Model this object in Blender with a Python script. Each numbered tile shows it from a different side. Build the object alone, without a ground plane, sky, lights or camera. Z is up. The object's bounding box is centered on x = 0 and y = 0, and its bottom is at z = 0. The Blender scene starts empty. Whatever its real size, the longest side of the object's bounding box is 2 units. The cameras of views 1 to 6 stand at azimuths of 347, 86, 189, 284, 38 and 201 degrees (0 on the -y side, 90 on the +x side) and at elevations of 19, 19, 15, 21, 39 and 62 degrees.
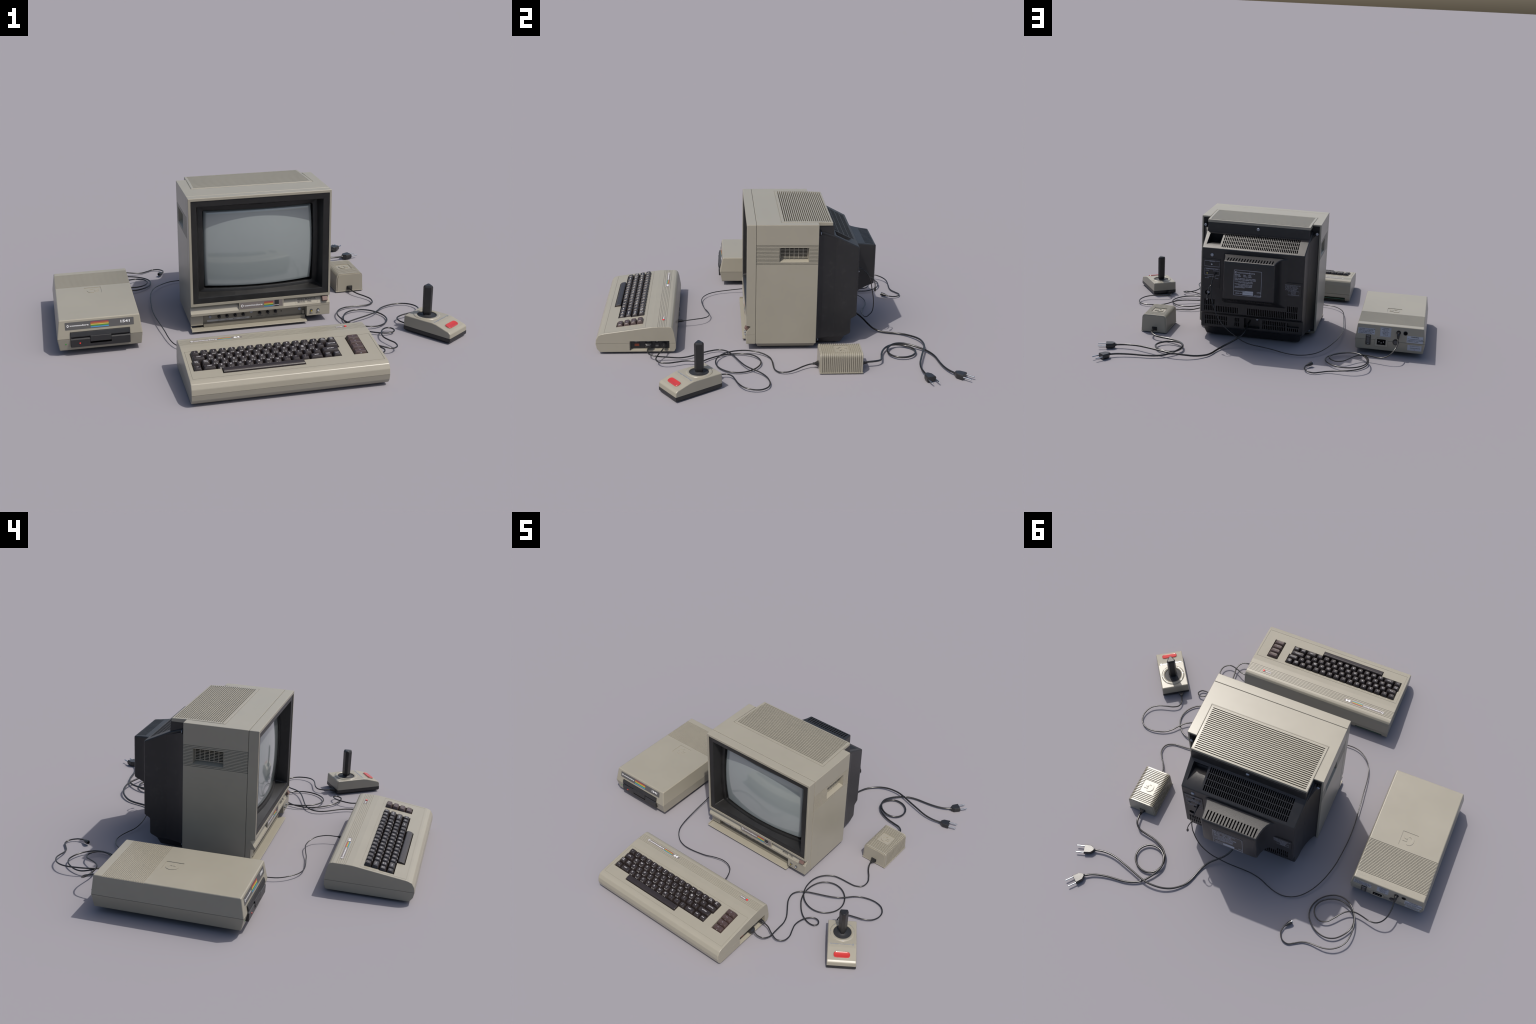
"""Vintage home computer set: colour monitor, keyboard computer, disk drive,
joystick and power adapter, with their cables.  Metres, z up."""
import bpy
import bmesh
import math
from mathutils import Vector, Matrix

rad = math.radians
SCENE = bpy.context.scene.collection


# ------------------------------------------------------------------ materials
def material(name, color, rough=0.5, vary=0.06, grain=0.0, grain_scale=900.0,
             metallic=0.0, coat=0.0, spec=0.5, blotch=6.0, transmission=0.0,
             dust=0.0):
    m = bpy.data.materials.new(name)
    m.use_nodes = True
    nt = m.node_tree
    b = nt.nodes["Principled BSDF"]
    b.inputs["Roughness"].default_value = rough
    b.inputs["Metallic"].default_value = metallic
    b.inputs["Coat Weight"].default_value = coat
    b.inputs["Coat Roughness"].default_value = 0.08
    b.inputs["Specular IOR Level"].default_value = spec
    b.inputs["Transmission Weight"].default_value = transmission
    tc = nt.nodes.new("ShaderNodeTexCoord")
    n1 = nt.nodes.new("ShaderNodeTexNoise")
    n1.inputs["Scale"].default_value = blotch
    n1.inputs["Detail"].default_value = 5.0
    n1.inputs["Roughness"].default_value = 0.6
    nt.links.new(tc.outputs["Object"], n1.inputs["Vector"])
    ramp = nt.nodes.new("ShaderNodeValToRGB")
    ramp.color_ramp.elements[0].position = 0.3
    ramp.color_ramp.elements[1].position = 0.7
    lo = [c * (1 - vary) for c in color]
    hi = [min(1, c * (1 + vary)) for c in color]
    ramp.color_ramp.elements[0].color = (*lo, 1)
    ramp.color_ramp.elements[1].color = (*hi, 1)
    nt.links.new(n1.outputs["Fac"], ramp.inputs["Fac"])
    col = ramp.outputs["Color"]
    if dust > 0:
        n3 = nt.nodes.new("ShaderNodeTexNoise")
        n3.inputs["Scale"].default_value = 30.0
        n3.inputs["Detail"].default_value = 8.0
        n3.inputs["Roughness"].default_value = 0.7
        nt.links.new(tc.outputs["Object"], n3.inputs["Vector"])
        r3 = nt.nodes.new("ShaderNodeValToRGB")
        r3.color_ramp.elements[0].position = 0.55
        r3.color_ramp.elements[1].position = 0.8
        r3.color_ramp.elements[0].color = (0, 0, 0, 1)
        r3.color_ramp.elements[1].color = (dust, dust, dust, 1)
        nt.links.new(n3.outputs["Fac"], r3.inputs["Fac"])
        mix = nt.nodes.new("ShaderNodeMix")
        mix.data_type = "RGBA"
        mix.inputs["B"].default_value = (0.16, 0.15, 0.14, 1)
        nt.links.new(r3.outputs["Color"], mix.inputs["Factor"])
        nt.links.new(col, mix.inputs["A"])
        col = mix.outputs["Result"]
    nt.links.new(col, b.inputs["Base Color"])
    # uneven gloss
    mr = nt.nodes.new("ShaderNodeMapRange")
    mr.inputs["To Min"].default_value = max(0.02, rough - 0.06)
    mr.inputs["To Max"].default_value = min(1.0, rough + 0.06)
    nt.links.new(n1.outputs["Fac"], mr.inputs["Value"])
    nt.links.new(mr.outputs["Result"], b.inputs["Roughness"])
    if grain > 0:
        n2 = nt.nodes.new("ShaderNodeTexNoise")
        n2.inputs["Scale"].default_value = grain_scale
        n2.inputs["Detail"].default_value = 2.0
        nt.links.new(tc.outputs["Object"], n2.inputs["Vector"])
        bump = nt.nodes.new("ShaderNodeBump")
        bump.inputs["Strength"].default_value = grain
        bump.inputs["Distance"].default_value = 0.001
        nt.links.new(n2.outputs["Fac"], bump.inputs["Height"])
        nt.links.new(bump.outputs["Normal"], b.inputs["Normal"])
    return m


BEIGE = material("beige_plastic", (0.283, 0.263, 0.210), 0.31, 0.025, 0.10, 700, spec=0.5)
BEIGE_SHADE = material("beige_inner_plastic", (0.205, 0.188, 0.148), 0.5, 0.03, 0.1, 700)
SEAM = material("seam_shadow_plastic", (0.05, 0.047, 0.04), 0.8, 0.05)  # dark colour put into the seam fillers in place of shade
BLACK = material("black_plastic", (0.016, 0.016, 0.017), 0.37, 0.15, 0.5, 420, spec=0.45, dust=0.10)
BLACK_FRAME = material("black_screen_surround", (0.013, 0.013, 0.013), 0.40, 0.2, 0.25, 500, spec=0.4, blotch=14, dust=0.07)
BLACK_FLAT = material("black_flange_plastic", (0.012, 0.012, 0.013), 0.6, 0.15, 0.5, 420, spec=0.3)
VOID = material("dark_inside", (0.004, 0.004, 0.004), 0.9, 0.1, spec=0.1)  # near-black colour, mostly for plates standing in for unlit openings
SMOKE = material("charcoal_plastic", (0.018, 0.018, 0.019), 0.38, 0.1, 0.25, 600)
BOOT = material("soft_black_boot", (0.017, 0.018, 0.020), 0.55, 0.1, 0.2, 600, spec=0.4)
GLASS = material("picture_tube_glass", (0.235, 0.265, 0.265), 0.08, 0.02, coat=1.0, spec=0.6)
KEYCAP = material("dark_brown_keycap", (0.024, 0.0185, 0.0178), 0.34, 0.08, 0.2, 900, spec=0.5)
KEYCAP_FN = material("brown_keycap", (0.060, 0.038, 0.034), 0.36, 0.08, 0.2, 900, spec=0.5)
BROWN = material("brown_button_plastic", (0.14, 0.085, 0.07), 0.35, 0.05)
WHITE = material("white_print", (0.72, 0.72, 0.72), 0.5, 0.02)
LEGEND = material("legend_print", (0.60, 0.59, 0.59), 0.45, 0.03)
SILVER_PRINT = material("silver_print", (0.50, 0.54, 0.60), 0.28, 0.05, metallic=0.7)
GREY_PRINT = material("grey_print", (0.38, 0.39, 0.44), 0.5, 0.05)
DARK_PRINT = material("dark_print", (0.06, 0.055, 0.05), 0.6, 0.05)
STICKER = material("pale_sticker", (0.36, 0.38, 0.43), 0.55, 0.03)
STICKER_WARM = material("pale_strip", (0.42, 0.41, 0.39), 0.5, 0.03)
BADGE = material("warm_grey_badge", (0.165, 0.145, 0.135), 0.42, 0.03, spec=0.4)
BADGE_DARK = material("dark_grey_badge", (0.085, 0.083, 0.083), 0.42, 0.03, spec=0.4)
CORD = material("glossy_black_cord", (0.013, 0.013, 0.013), 0.24, 0.1, spec=0.6)
PLUG = material("black_plug_rubber", (0.018, 0.018, 0.019), 0.29, 0.1, 0.2, 700)
STEEL = material("nickel_steel", (0.42, 0.45, 0.48), 0.26, 0.03, metallic=1.0)
SCREW = material("screw_steel", (0.32, 0.35, 0.40), 0.4, 0.1, metallic=0.7)
RUBBER = material("rubber_feet", (0.02, 0.02, 0.02), 0.8, 0.1)
RED_BUTTON = material("red_button_plastic", (0.43, 0.026, 0.020), 0.16, 0.03, spec=0.6, coat=0.4)
RED_LED = material("red_lens", (0.75, 0.03, 0.025), 0.15, 0.02, spec=0.6)
GREEN_LED = material("green_lens", (0.06, 0.30, 0.06), 0.2, 0.02)
YELLOW = material("yellow_jack_plastic", (0.62, 0.45, 0.03), 0.3, 0.03)
JACK_WHITE = material("white_jack_plastic", (0.75, 0.76, 0.78), 0.3, 0.03)
BOARD = material("green_circuit_board", (0.02, 0.09, 0.06), 0.4, 0.1)
ORANGE = material("orange_connector", (0.25, 0.045, 0.015), 0.5, 0.1)
STRIPE_RED = material("stripe_red", (0.24, 0.04, 0.06), 0.45, 0.02)
STRIPE_ORANGE = material("stripe_orange", (0.42, 0.125, 0.03), 0.45, 0.02)
STRIPE_YELLOW = material("stripe_yellow", (0.44, 0.38, 0.075), 0.45, 0.02)
STRIPE_GREEN = material("stripe_green", (0.06, 0.215, 0.045), 0.45, 0.02)
STRIPE_BLUE = material("stripe_blue", (0.065, 0.23, 0.44), 0.45, 0.02)
STRIPES = (STRIPE_RED, STRIPE_ORANGE, STRIPE_YELLOW, STRIPE_GREEN, STRIPE_BLUE)


# ------------------------------------------------------------------- helpers
def thing(name, loc, label, category, yaw=0.0):
    e = bpy.data.objects.new(name, None)
    e.location = loc
    e.rotation_euler = (0, 0, yaw)
    e.empty_display_size = 0.05
    e["label"] = label
    e["category"] = category
    SCENE.objects.link(e)
    return e


LOCAL_THINGS = set()


def attach(ob, parent):
    """Parent so that mesh coordinates stay world coordinates, except for
    things that are modelled in their own turned frame."""
    SCENE.objects.link(ob)
    ob.parent = parent
    root = parent
    while root.parent:
        root = root.parent
    if parent.type == "EMPTY" and root.name not in LOCAL_THINGS:
        m = Matrix.Translation(parent.location) @ parent.rotation_euler.to_matrix().to_4x4()
        ob.matrix_parent_inverse = m.inverted()


def finish(bm, name, mat, parent, smooth=38.0, weighted=True):
    bmesh.ops.recalc_face_normals(bm, faces=bm.faces)
    me = bpy.data.meshes.new(name)
    bm.to_mesh(me)
    bm.free()
    return finish_mesh(me, name, mat, parent, smooth, weighted)


def finish_mesh(me, name, mat, parent, smooth=38.0, weighted=True):
    me.materials.clear()
    me.materials.append(mat)
    for p in me.polygons:
        p.material_index = 0
        p.use_smooth = smooth > 0
    if smooth > 0:
        me.set_sharp_from_angle(angle=rad(smooth))
    ob = bpy.data.objects.new(name, me)
    attach(ob, parent)
    if weighted and smooth > 0:
        w = ob.modifiers.new("weighted", "WEIGHTED_NORMAL")
        w.keep_sharp = True
    return ob


def box(bm, x0, x1, y0, y1, z0, z1):
    v = [bm.verts.new((x, y, z)) for z in (z0, z1) for y in (y0, y1) for x in (x0, x1)]
    for f in ((0, 2, 3, 1), (4, 5, 7, 6), (0, 1, 5, 4), (2, 6, 7, 3), (0, 4, 6, 2), (1, 3, 7, 5)):
        bm.faces.new([v[i] for i in f])
    return v


def hexa(bm, low, high):
    """Box-like solid from two rings of four corners."""
    return loft(bm, [low, high])


def loft(bm, loops, cap=True, closed=True):
    rings = [[bm.verts.new(p) for p in lp] for lp in loops]
    n = len(rings[0])
    for a, b in zip(rings[:-1], rings[1:]):
        for i in range(n if closed else n - 1):
            bm.faces.new((a[i], a[(i + 1) % n], b[(i + 1) % n], b[i]))
    if cap:
        bm.faces.new(list(reversed(rings[0])))
        bm.faces.new(rings[-1])
    return rings


def prism_x(bm, prof, x0, x1):
    return loft(bm, [[(x0, y, z) for y, z in prof], [(x1, y, z) for y, z in prof]])


def prism_y(bm, prof, y0, y1):
    return loft(bm, [[(x, y0, z) for x, z in prof], [(x, y1, z) for x, z in prof]])


def prism_z(bm, prof, z0, z1):
    return loft(bm, [[(x, y, z0) for x, y in prof], [(x, y, z1) for x, y in prof]])


def round_poly(pts, r, seg=5):
    """Round the corners of a polygon; r is one radius or one per corner."""
    out, n = [], len(pts)
    for i, p in enumerate(pts):
        ri = r[i] if isinstance(r, (list, tuple)) else r
        a, b, c = Vector(pts[i - 1]), Vector(p), Vector(pts[(i + 1) % n])
        if ri <= 0:
            out.append(tuple(b))
            continue
        u, v = (a - b).normalized(), (c - b).normalized()
        ang = u.angle(v)
        d = min(ri / math.tan(ang / 2), 0.49 * (a - b).length, 0.49 * (c - b).length)
        s, e = b + u * d, b + v * d
        for k in range(seg + 1):
            t = k / seg
            out.append(tuple((1 - t) ** 2 * s + 2 * t * (1 - t) * b + t * t * e))
    return out


def rrect(x0, x1, y0, y1, r, seg=5):
    return round_poly([(x0, y0), (x1, y0), (x1, y1), (x0, y1)], r, seg)


def circle(cx, cy, r, n=24):
    return [(cx + r * math.cos(2 * math.pi * i / n), cy + r * math.sin(2 * math.pi * i / n)) for i in range(n)]


def bevel(bm, w, seg=3, angle=25.0, test=None):
    bm.normal_update()
    es = []
    for e in bm.edges:
        if len(e.link_faces) == 2 and e.calc_face_angle(0) > rad(angle):
            if test is None or test((e.verts[0].co + e.verts[1].co) / 2, e):
                es.append(e)
    if es:
        bmesh.ops.bevel(bm, geom=es, offset=w, offset_type="OFFSET", segments=seg,
                        profile=0.5, affect="EDGES", clamp_overlap=True)


def boolean(bm, cutter, op="DIFFERENCE"):
    """Exact boolean of two bmeshes; returns a new bmesh."""
    obs = []
    for b in (bm, cutter):
        bmesh.ops.recalc_face_normals(b, faces=b.faces)
        me = bpy.data.meshes.new("tmp")
        b.to_mesh(me)
        b.free()
        o = bpy.data.objects.new("tmp", me)
        SCENE.objects.link(o)
        obs.append(o)
    m = obs[0].modifiers.new("b", "BOOLEAN")
    m.operation, m.object, m.solver = op, obs[1], "EXACT"
    m.use_self = len(obs[1].data.polygons) < 400
    dg = bpy.context.evaluated_depsgraph_get()
    res = bpy.data.meshes.new_from_object(obs[0].evaluated_get(dg))
    out = bmesh.new()
    out.from_mesh(res)
    bpy.data.meshes.remove(res)
    for o in obs:
        me = o.data
        bpy.data.objects.remove(o)
        bpy.data.meshes.remove(me)
    bmesh.ops.remove_doubles(out, verts=out.verts, dist=1e-6)
    return out


def frame(origin, xdir, ydir):
    x, y = Vector(xdir).normalized(), Vector(ydir).normalized()
    z = x.cross(y)
    return Matrix(((x.x, y.x, z.x, origin[0]), (x.y, y.y, z.y, origin[1]),
                   (x.z, y.z, z.z, origin[2]), (0, 0, 0, 1)))


def text_bm(body, size, x, y, wide=1.0, bold=0.0, depth=0.0006, align="CENTER"):
    cu = bpy.data.curves.new("t", "FONT")
    cu.body, cu.size, cu.extrude, cu.offset = body, size, depth / 2, bold
    cu.align_x, cu.align_y = align, "CENTER"
    cu.resolution_u = 2
    o = bpy.data.objects.new("t", cu)
    SCENE.objects.link(o)
    me = bpy.data.meshes.new_from_object(o.evaluated_get(bpy.context.evaluated_depsgraph_get()))
    bpy.data.objects.remove(o)
    bpy.data.curves.remove(cu)
    bm = bmesh.new()
    bm.from_mesh(me)
    bpy.data.meshes.remove(me)
    bmesh.ops.transform(bm, matrix=Matrix.Translation((x, y, depth / 2)) @ Matrix.Diagonal((wide, 1, 1, 1)), verts=bm.verts)
    return bm


def merge(bm, other, mat=None):
    if mat is not None:
        bmesh.ops.transform(other, matrix=mat, verts=other.verts)
    me = bpy.data.meshes.new("m")
    other.to_mesh(me)
    other.free()
    bm.from_mesh(me)
    bpy.data.meshes.remove(me)


def lettering(name, items, at, mat, parent, depth=0.0006):
    """items: (text, x, y, size[, wide[, bold[, align]]]) laid out in frame `at`."""
    bm = bmesh.new()
    for it in items:
        s, x, y, size = it[:4]
        wide = it[4] if len(it) > 4 else 1.0
        bold = it[5] if len(it) > 5 else 0.0
        al = it[6] if len(it) > 6 else "CENTER"
        merge(bm, text_bm(s, size, x, y, wide, bold, depth, al))
    bmesh.ops.transform(bm, matrix=at, verts=bm.verts)
    return finish(bm, name, mat, parent, 0, False)


def plate(name, prof, h, at, mat, parent, bev=0.0):
    bm = bmesh.new()
    prism_z(bm, prof, 0.0, h)
    if bev:
        bevel(bm, bev, 2, 60, lambda c, e: c.z > h * 0.9)
    bmesh.ops.transform(bm, matrix=at, verts=bm.verts)
    return finish(bm, name, mat, parent, 30)


def outline(bm, prof, width, h):
    """Flat printed outline along a closed profile."""
    n = len(prof)
    c = Vector((sum(p[0] for p in prof) / n, sum(p[1] for p in prof) / n))
    pts = [Vector(p) for p in prof]
    inner = []
    for i in range(n):
        d = (pts[(i + 1) % n] - pts[i - 1]).normalized()
        nrm = Vector((-d.y, d.x))
        if nrm.dot(c - pts[i]) < 0:
            nrm = -nrm
        inner.append(pts[i] + nrm * width)
    lo = [bm.verts.new((p.x, p.y, h)) for p in pts]
    li = [bm.verts.new((p.x, p.y, h)) for p in inner]
    bo = [bm.verts.new((p.x, p.y, 0)) for p in pts]
    bi = [bm.verts.new((p.x, p.y, 0)) for p in inner]
    for i in range(n):
        j = (i + 1) % n
        bm.faces.new((lo[i], lo[j], li[j], li[i]))
        bm.faces.new((bo[i], bo[j], lo[j], lo[i]))
        bm.faces.new((bi[i], li[i], li[j], bi[j]))
        bm.faces.new((bo[i], bi[i], bi[j], bo[j]))


def emblem_bm(size, h):
    """Round C with two flags at its right, in a unit square scaled by size."""
    bm = bmesh.new()
    n, a0, a1 = 28, rad(72), rad(288)
    out, inn = [], []
    for i in range(n + 1):
        a = a0 + (a1 - a0) * i / n
        x, y = 0.48 * math.cos(a), 0.48 * math.sin(a)
        out.append((x * 0.9 - 0.06, y))
        x, y = 0.27 * math.cos(a), 0.27 * math.sin(a)
        inn.append((x * 0.9 - 0.06, y))
    prism_z(bm, out + inn[::-1], 0, h)
    prism_z(bm, [(0.10, 0.03), (0.34, 0.03), (0.48, 0.20), (0.10, 0.20)], 0, h)
    prism_z(bm, [(0.10, -0.20), (0.48, -0.20), (0.34, -0.03), (0.10, -0.03)], 0, h)
    bmesh.ops.transform(bm, matrix=Matrix.Diagonal((size, size, 1, 1)), verts=bm.verts)
    return bm


def emblem(name, size, h, at, mat, parent):
    bm = emblem_bm(size, h)
    bmesh.ops.transform(bm, matrix=at, verts=bm.verts)
    return finish(bm, name, mat, parent, 30, False)


def word_mark(at, x, y, h, length, mat, parent, depth=0.0007):
    """Emblem followed by the maker's lettering, left edge at x."""
    bm = bmesh.new()
    merge(bm, emblem_bm(h * 1.5, depth), Matrix.Translation((x + h * 0.75, y, 0)))
    t = text_bm("commodore", h * 1.25, 0, 0, 1.0, h * 0.02, depth, "LEFT")
    xs = [v.co.x for v in t.verts]
    k = (length - h * 1.75) / (max(xs) - min(xs))
    merge(bm, t, Matrix.Translation((x + h * 1.75, y, 0)) @ Matrix.Diagonal((k, 1, 1, 1)))
    bmesh.ops.transform(bm, matrix=at, verts=bm.verts)
    return finish(bm, "lettering", mat, parent, 0, False)


def stripes(at, x0, x1, y0, y1, parent, h=0.0007):
    step = (y1 - y0) / 5
    for i, m in enumerate(STRIPES):
        bm = bmesh.new()
        box(bm, x0, x1, y1 - (i + 1) * step, y1 - i * step - step * 0.16, 0, h)
        bmesh.ops.transform(bm, matrix=at, verts=bm.verts)
        finish(bm, "colour_stripe", m, parent, 0, False)


def spline(pts, sub=6):
    p = [Vector(q) for q in pts]
    p = [2 * p[0] - p[1]] + p + [2 * p[-1] - p[-2]]
    out = []
    for i in range(1, len(p) - 2):
        a, b, c, d = p[i - 1:i + 3]
        for k in range(sub):
            t = k / sub
            out.append(0.5 * (2 * b + (c - a) * t + (2 * a - 5 * b + 4 * c - d) * t * t + (3 * b - a - 3 * c + d) * t ** 3))
    out.append(p[-2])
    return out


def tube(name, pts, r, mat, parent, sub=6, n=12, radii=None):
    path = spline(pts, sub) if sub else [Vector(p) for p in pts]
    if sub:
        for q in path:
            q.z = max(q.z, r)
    bm = bmesh.new()
    up = None
    loops = []
    for i, p in enumerate(path):
        t = (path[min(i + 1, len(path) - 1)] - path[max(i - 1, 0)]).normalized()
        if up is None:
            up = t.orthogonal().normalized()
        up = (up - t * up.dot(t)).normalized()
        side = t.cross(up)
        rr = radii[i] if radii else r
        loops.append([p + rr * (math.cos(2 * math.pi * k / n) * up + math.sin(2 * math.pi * k / n) * side) for k in range(n)])
    loft(bm, loops)
    return finish(bm, name, mat, parent, 50, False)


def cylinder(bm, c, axis, r, h, n=24, r2=None):
    """Solid of revolution stub from c along axis."""
    ax = Vector(axis).normalized()
    u = ax.orthogonal().normalized()
    v = ax.cross(u)
    r2 = r if r2 is None else r2
    loops = []
    for t, rr in ((0, r), (1, r2)):
        o = Vector(c) + ax * h * t
        loops.append([o + rr * (math.cos(2 * math.pi * k / n) * u + math.sin(2 * math.pi * k / n) * v) for k in range(n)])
    loft(bm, loops)


def disc(name, c, axis, r, h, mat, parent, bev=0.0, n=24, r2=None):
    bm = bmesh.new()
    cylinder(bm, c, axis, r, h, n, r2)
    if bev:
        bevel(bm, bev, 2, 50)
    return finish(bm, name, mat, parent, 40)


def screw(c, axis, r, parent):
    """Round-head screw with a cross slot."""
    bm = bmesh.new()
    cylinder(bm, c, axis, r, r * 0.45, 20, r * 0.75)
    ax = Vector(axis).normalized()
    cut = bmesh.new()
    box(cut, -r * 0.6, r * 0.6, -r * 0.11, r * 0.11, r * 0.25, r)
    box2 = bmesh.new()
    box(box2, -r * 0.11, r * 0.11, -r * 0.6, r * 0.6, r * 0.25, r)
    cut = boolean(cut, box2, "UNION")
    u = ax.orthogonal().normalized()
    bmesh.ops.transform(cut, matrix=frame(c, u, ax.cross(u)), verts=cut.verts)
    bm = boolean(bm, cut)
    return finish(bm, "screw", SCREW, parent, 40)


def simple_box(name, b, mat, parent, bev=0.001, seg=2):
    bm = bmesh.new()
    box(bm, *b)
    if bev:
        bevel(bm, bev, seg)
    return finish(bm, name, mat, parent)


# ================================================================== MONITOR
def build_monitor():
    MX0, MX1, MC = -0.3335, 0.3950, 0.0308
    mon = thing("colour_monitor", (MC, 0.1, 0.0),
                "beige vintage tube monitor with black rear shell and open front flap", "monitor")
    SPK = (0.255, 0.135, 0.072)
    FRONT, SEAM_Y, BACK, TOP = -0.1745, -0.1245, 0.2015, 0.7015

    # --- cabinet: side and top shell, open towards the rear
    bm = bmesh.new()
    box(bm, MX0, MX1, SEAM_Y + 0.0012, BACK, 0.034, TOP)
    bevel(bm, 0.0025, 3, 25, lambda c, e: c.y < 0.19 or True)
    cut = bmesh.new()
    box(cut, MX0 + 0.010, MX1 - 0.010, 0.188, BACK + 0.02, 0.02, TOP - 0.009)
    bm = boolean(bm, cut)
    cut = bmesh.new()
    box(cut, MX0 + 0.010, MX1 - 0.010, SEAM_Y - 0.01, -0.03, 0.05, TOP - 0.009)
    bm = boolean(bm, cut)
    cut = bmesh.new()
    prism_z(cut, [(-0.2858, 0.0087), (0.3483, 0.0087), (0.3425, 0.23), (-0.2810, 0.23)], 0.6815, TOP + 0.02)
    bm = boolean(bm, cut)
    # hollow below the loudspeaker louvres
    cut = bmesh.new()
    prism_z(cut, circle(SPK[0], SPK[1], SPK[2], 32), 0.640, TOP + 0.02)
    bm = boolean(bm, cut)
    # ventilation grooves and the pocket on both sides
    cut = bmesh.new()
    for k in range(15):
        z = 0.5915 - k * 0.1055 / 14
        for x, s in ((MX1, 1), (MX0, -1)):
            box(cut, x - 0.0030, x + 0.0030, SEAM_Y - 0.01, BACK + 0.01, z - 0.0016, z + 0.0016)
    bm = boolean(bm, cut)
    cut = bmesh.new()
    for x, s in ((MX1, 1), (MX0, -1)):
        xin, xout = x - s * 0.030, x + s * 0.01
        lo = [(xin, 0.000, 0.508), (xin, 0.148, 0.508), (xin, 0.148, 0.572), (xin, 0.000, 0.572)]
        hi = [(xout, -0.004, 0.494), (xout, 0.152, 0.494), (xout, 0.152, 0.577), (xout, -0.004, 0.577)]
        loft(cut, [lo, hi])
    bm = boolean(bm, cut)
    finish(bm, "cabinet", BEIGE, mon, 30)

    # grilles at the bottom of the side pockets: bars standing before a dark back
    for x, s in ((MX1, 1), (MX0, -1)):
        xb = x - s * 0.0295
        simple_box("grille_backing", (min(xb, xb + s * 0.001), max(xb, xb + s * 0.001), 0.002, 0.146, 0.512, 0.570), VOID, mon, 0)
        bm = bmesh.new()
        for k in range(8):
            z = 0.514 + k * 0.0077
            box(bm, min(xb + s * 0.001, xb + s * 0.006), max(xb + s * 0.001, xb + s * 0.006), 0.001, 0.147, z, z + 0.0026)
        for k in range(7):
            y = 0.002 + k * 0.0237
            box(bm, min(xb + s * 0.0011, xb + s * 0.0066), max(xb + s * 0.0011, xb + s * 0.0066), y, y + 0.0032, 0.5105, 0.5715)
        finish(bm, "side_grille", BEIGE, mon, 30, False)

    # plinth, added dark bars that fill the seam with shade, and feet
    bm = bmesh.new()
    hexa(bm, [(MX0 + 0.012, -0.114, 0.016), (MX1 - 0.012, -0.114, 0.016), (MX1 - 0.012, 0.190, 0.016), (MX0 + 0.012, 0.190, 0.016)],
         [(MX0 + 0.004, -0.121, 0.0345), (MX1 - 0.004, -0.121, 0.0345), (MX1 - 0.004, 0.197, 0.0345), (MX0 + 0.004, 0.197, 0.0345)])
    bevel(bm, 0.002, 2)
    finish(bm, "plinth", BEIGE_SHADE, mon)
    bm = bmesh.new()
    for b in ((MX0 + 0.0025, MX0 + 0.009, 0.04, TOP - 0.0025), (MX1 - 0.009, MX1 - 0.0025, 0.04, TOP - 0.0025), (MX0 + 0.0091, MX1 - 0.0091, TOP - 0.009, TOP - 0.0026)):
        box(bm, b[0], b[1], SEAM_Y - 0.0015, SEAM_Y + 0.004, b[2], b[3])
    finish(bm, "dark_seam_filler", SEAM, mon, 0, False)
    for x in (MX0 + 0.06, MX1 - 0.06):
        for y in (-0.085, 0.150):
            disc("foot", (x, y, 0.0), (0, 0, 1), 0.018, 0.0165, RUBBER, mon, 0.002)

    # --- raised louvre panel on top, reaching past the cabinet's rear edge
    bm = bmesh.new()
    low = [(-0.2855, 0.009), (0.3480, 0.009), (0.3400, 0.2795), (-0.2790, 0.2795)]
    zt = lambda y: 0.7030 - 0.0050 * max(0.0, (y - 0.12) / 0.16) ** 2
    # slice along y so the top can curve gently down to the rear
    ys = [0.009, 0.06, 0.12, 0.17, 0.21, 0.25, 0.2795]
    loops = []
    for y in ys:
        t = (y - 0.009) / 0.2705
        x0, x1 = -0.2855 + 0.0065 * t, 0.3480 - 0.008 * t
        loops.append([(x0, y, 0.682), (x1, y, 0.682), (x1 - 0.0004, y, zt(y)), (x0 + 0.0004, y, zt(y))])
    loft(bm, loops)
    bevel(bm, 0.003, 3, 40, lambda c, e: c.z > 0.688)
    cut = bmesh.new()
    NS = 23
    for k in range(NS):
        y = 0.0255 + k * (0.2660 - 0.0255) / (NS - 1)
        t = (y - 0.009) / 0.2705
        x0, x1 = -0.2720 + 0.0065 * t, 0.3340 - 0.008 * t
        box(cut, x0, x1, y - 0.0027, y + 0.0027, 0.6845, 0.72)
    bm = boolean(bm, cut)
    cut = bmesh.new()
    for k in range(NS):
        y = 0.0255 + k * (0.2660 - 0.0255) / (NS - 1)
        h = SPK[2] ** 2 - (y - SPK[1]) ** 2
        if h > 0:
            h = math.sqrt(h)
            box(cut, SPK[0] - h, min(SPK[0] + h, 0.3330), y - 0.0027, y + 0.0027, 0.66, 0.71)
    bm = boolean(bm, cut)
    finish(bm, "louvre_panel", BEIGE, mon, 30)
    bm = bmesh.new()
    for k in range(NS):
        y = 0.0255 + k * (0.2660 - 0.0255) / (NS - 1)
        h = SPK[2] ** 2 - (y - SPK[1]) ** 2
        box(bm, -0.262, 0.324 if h <= 0 else SPK[0] - math.sqrt(h), y - 0.0025, y + 0.0025, 0.6846, 0.6856)
    o = finish(bm, "dark_louvre_floor", VOID, mon, 0, False)  # near-black strips laid on the slot floors to darken them
    # thin border line inside the panel
    bm = bmesh.new()
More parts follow.
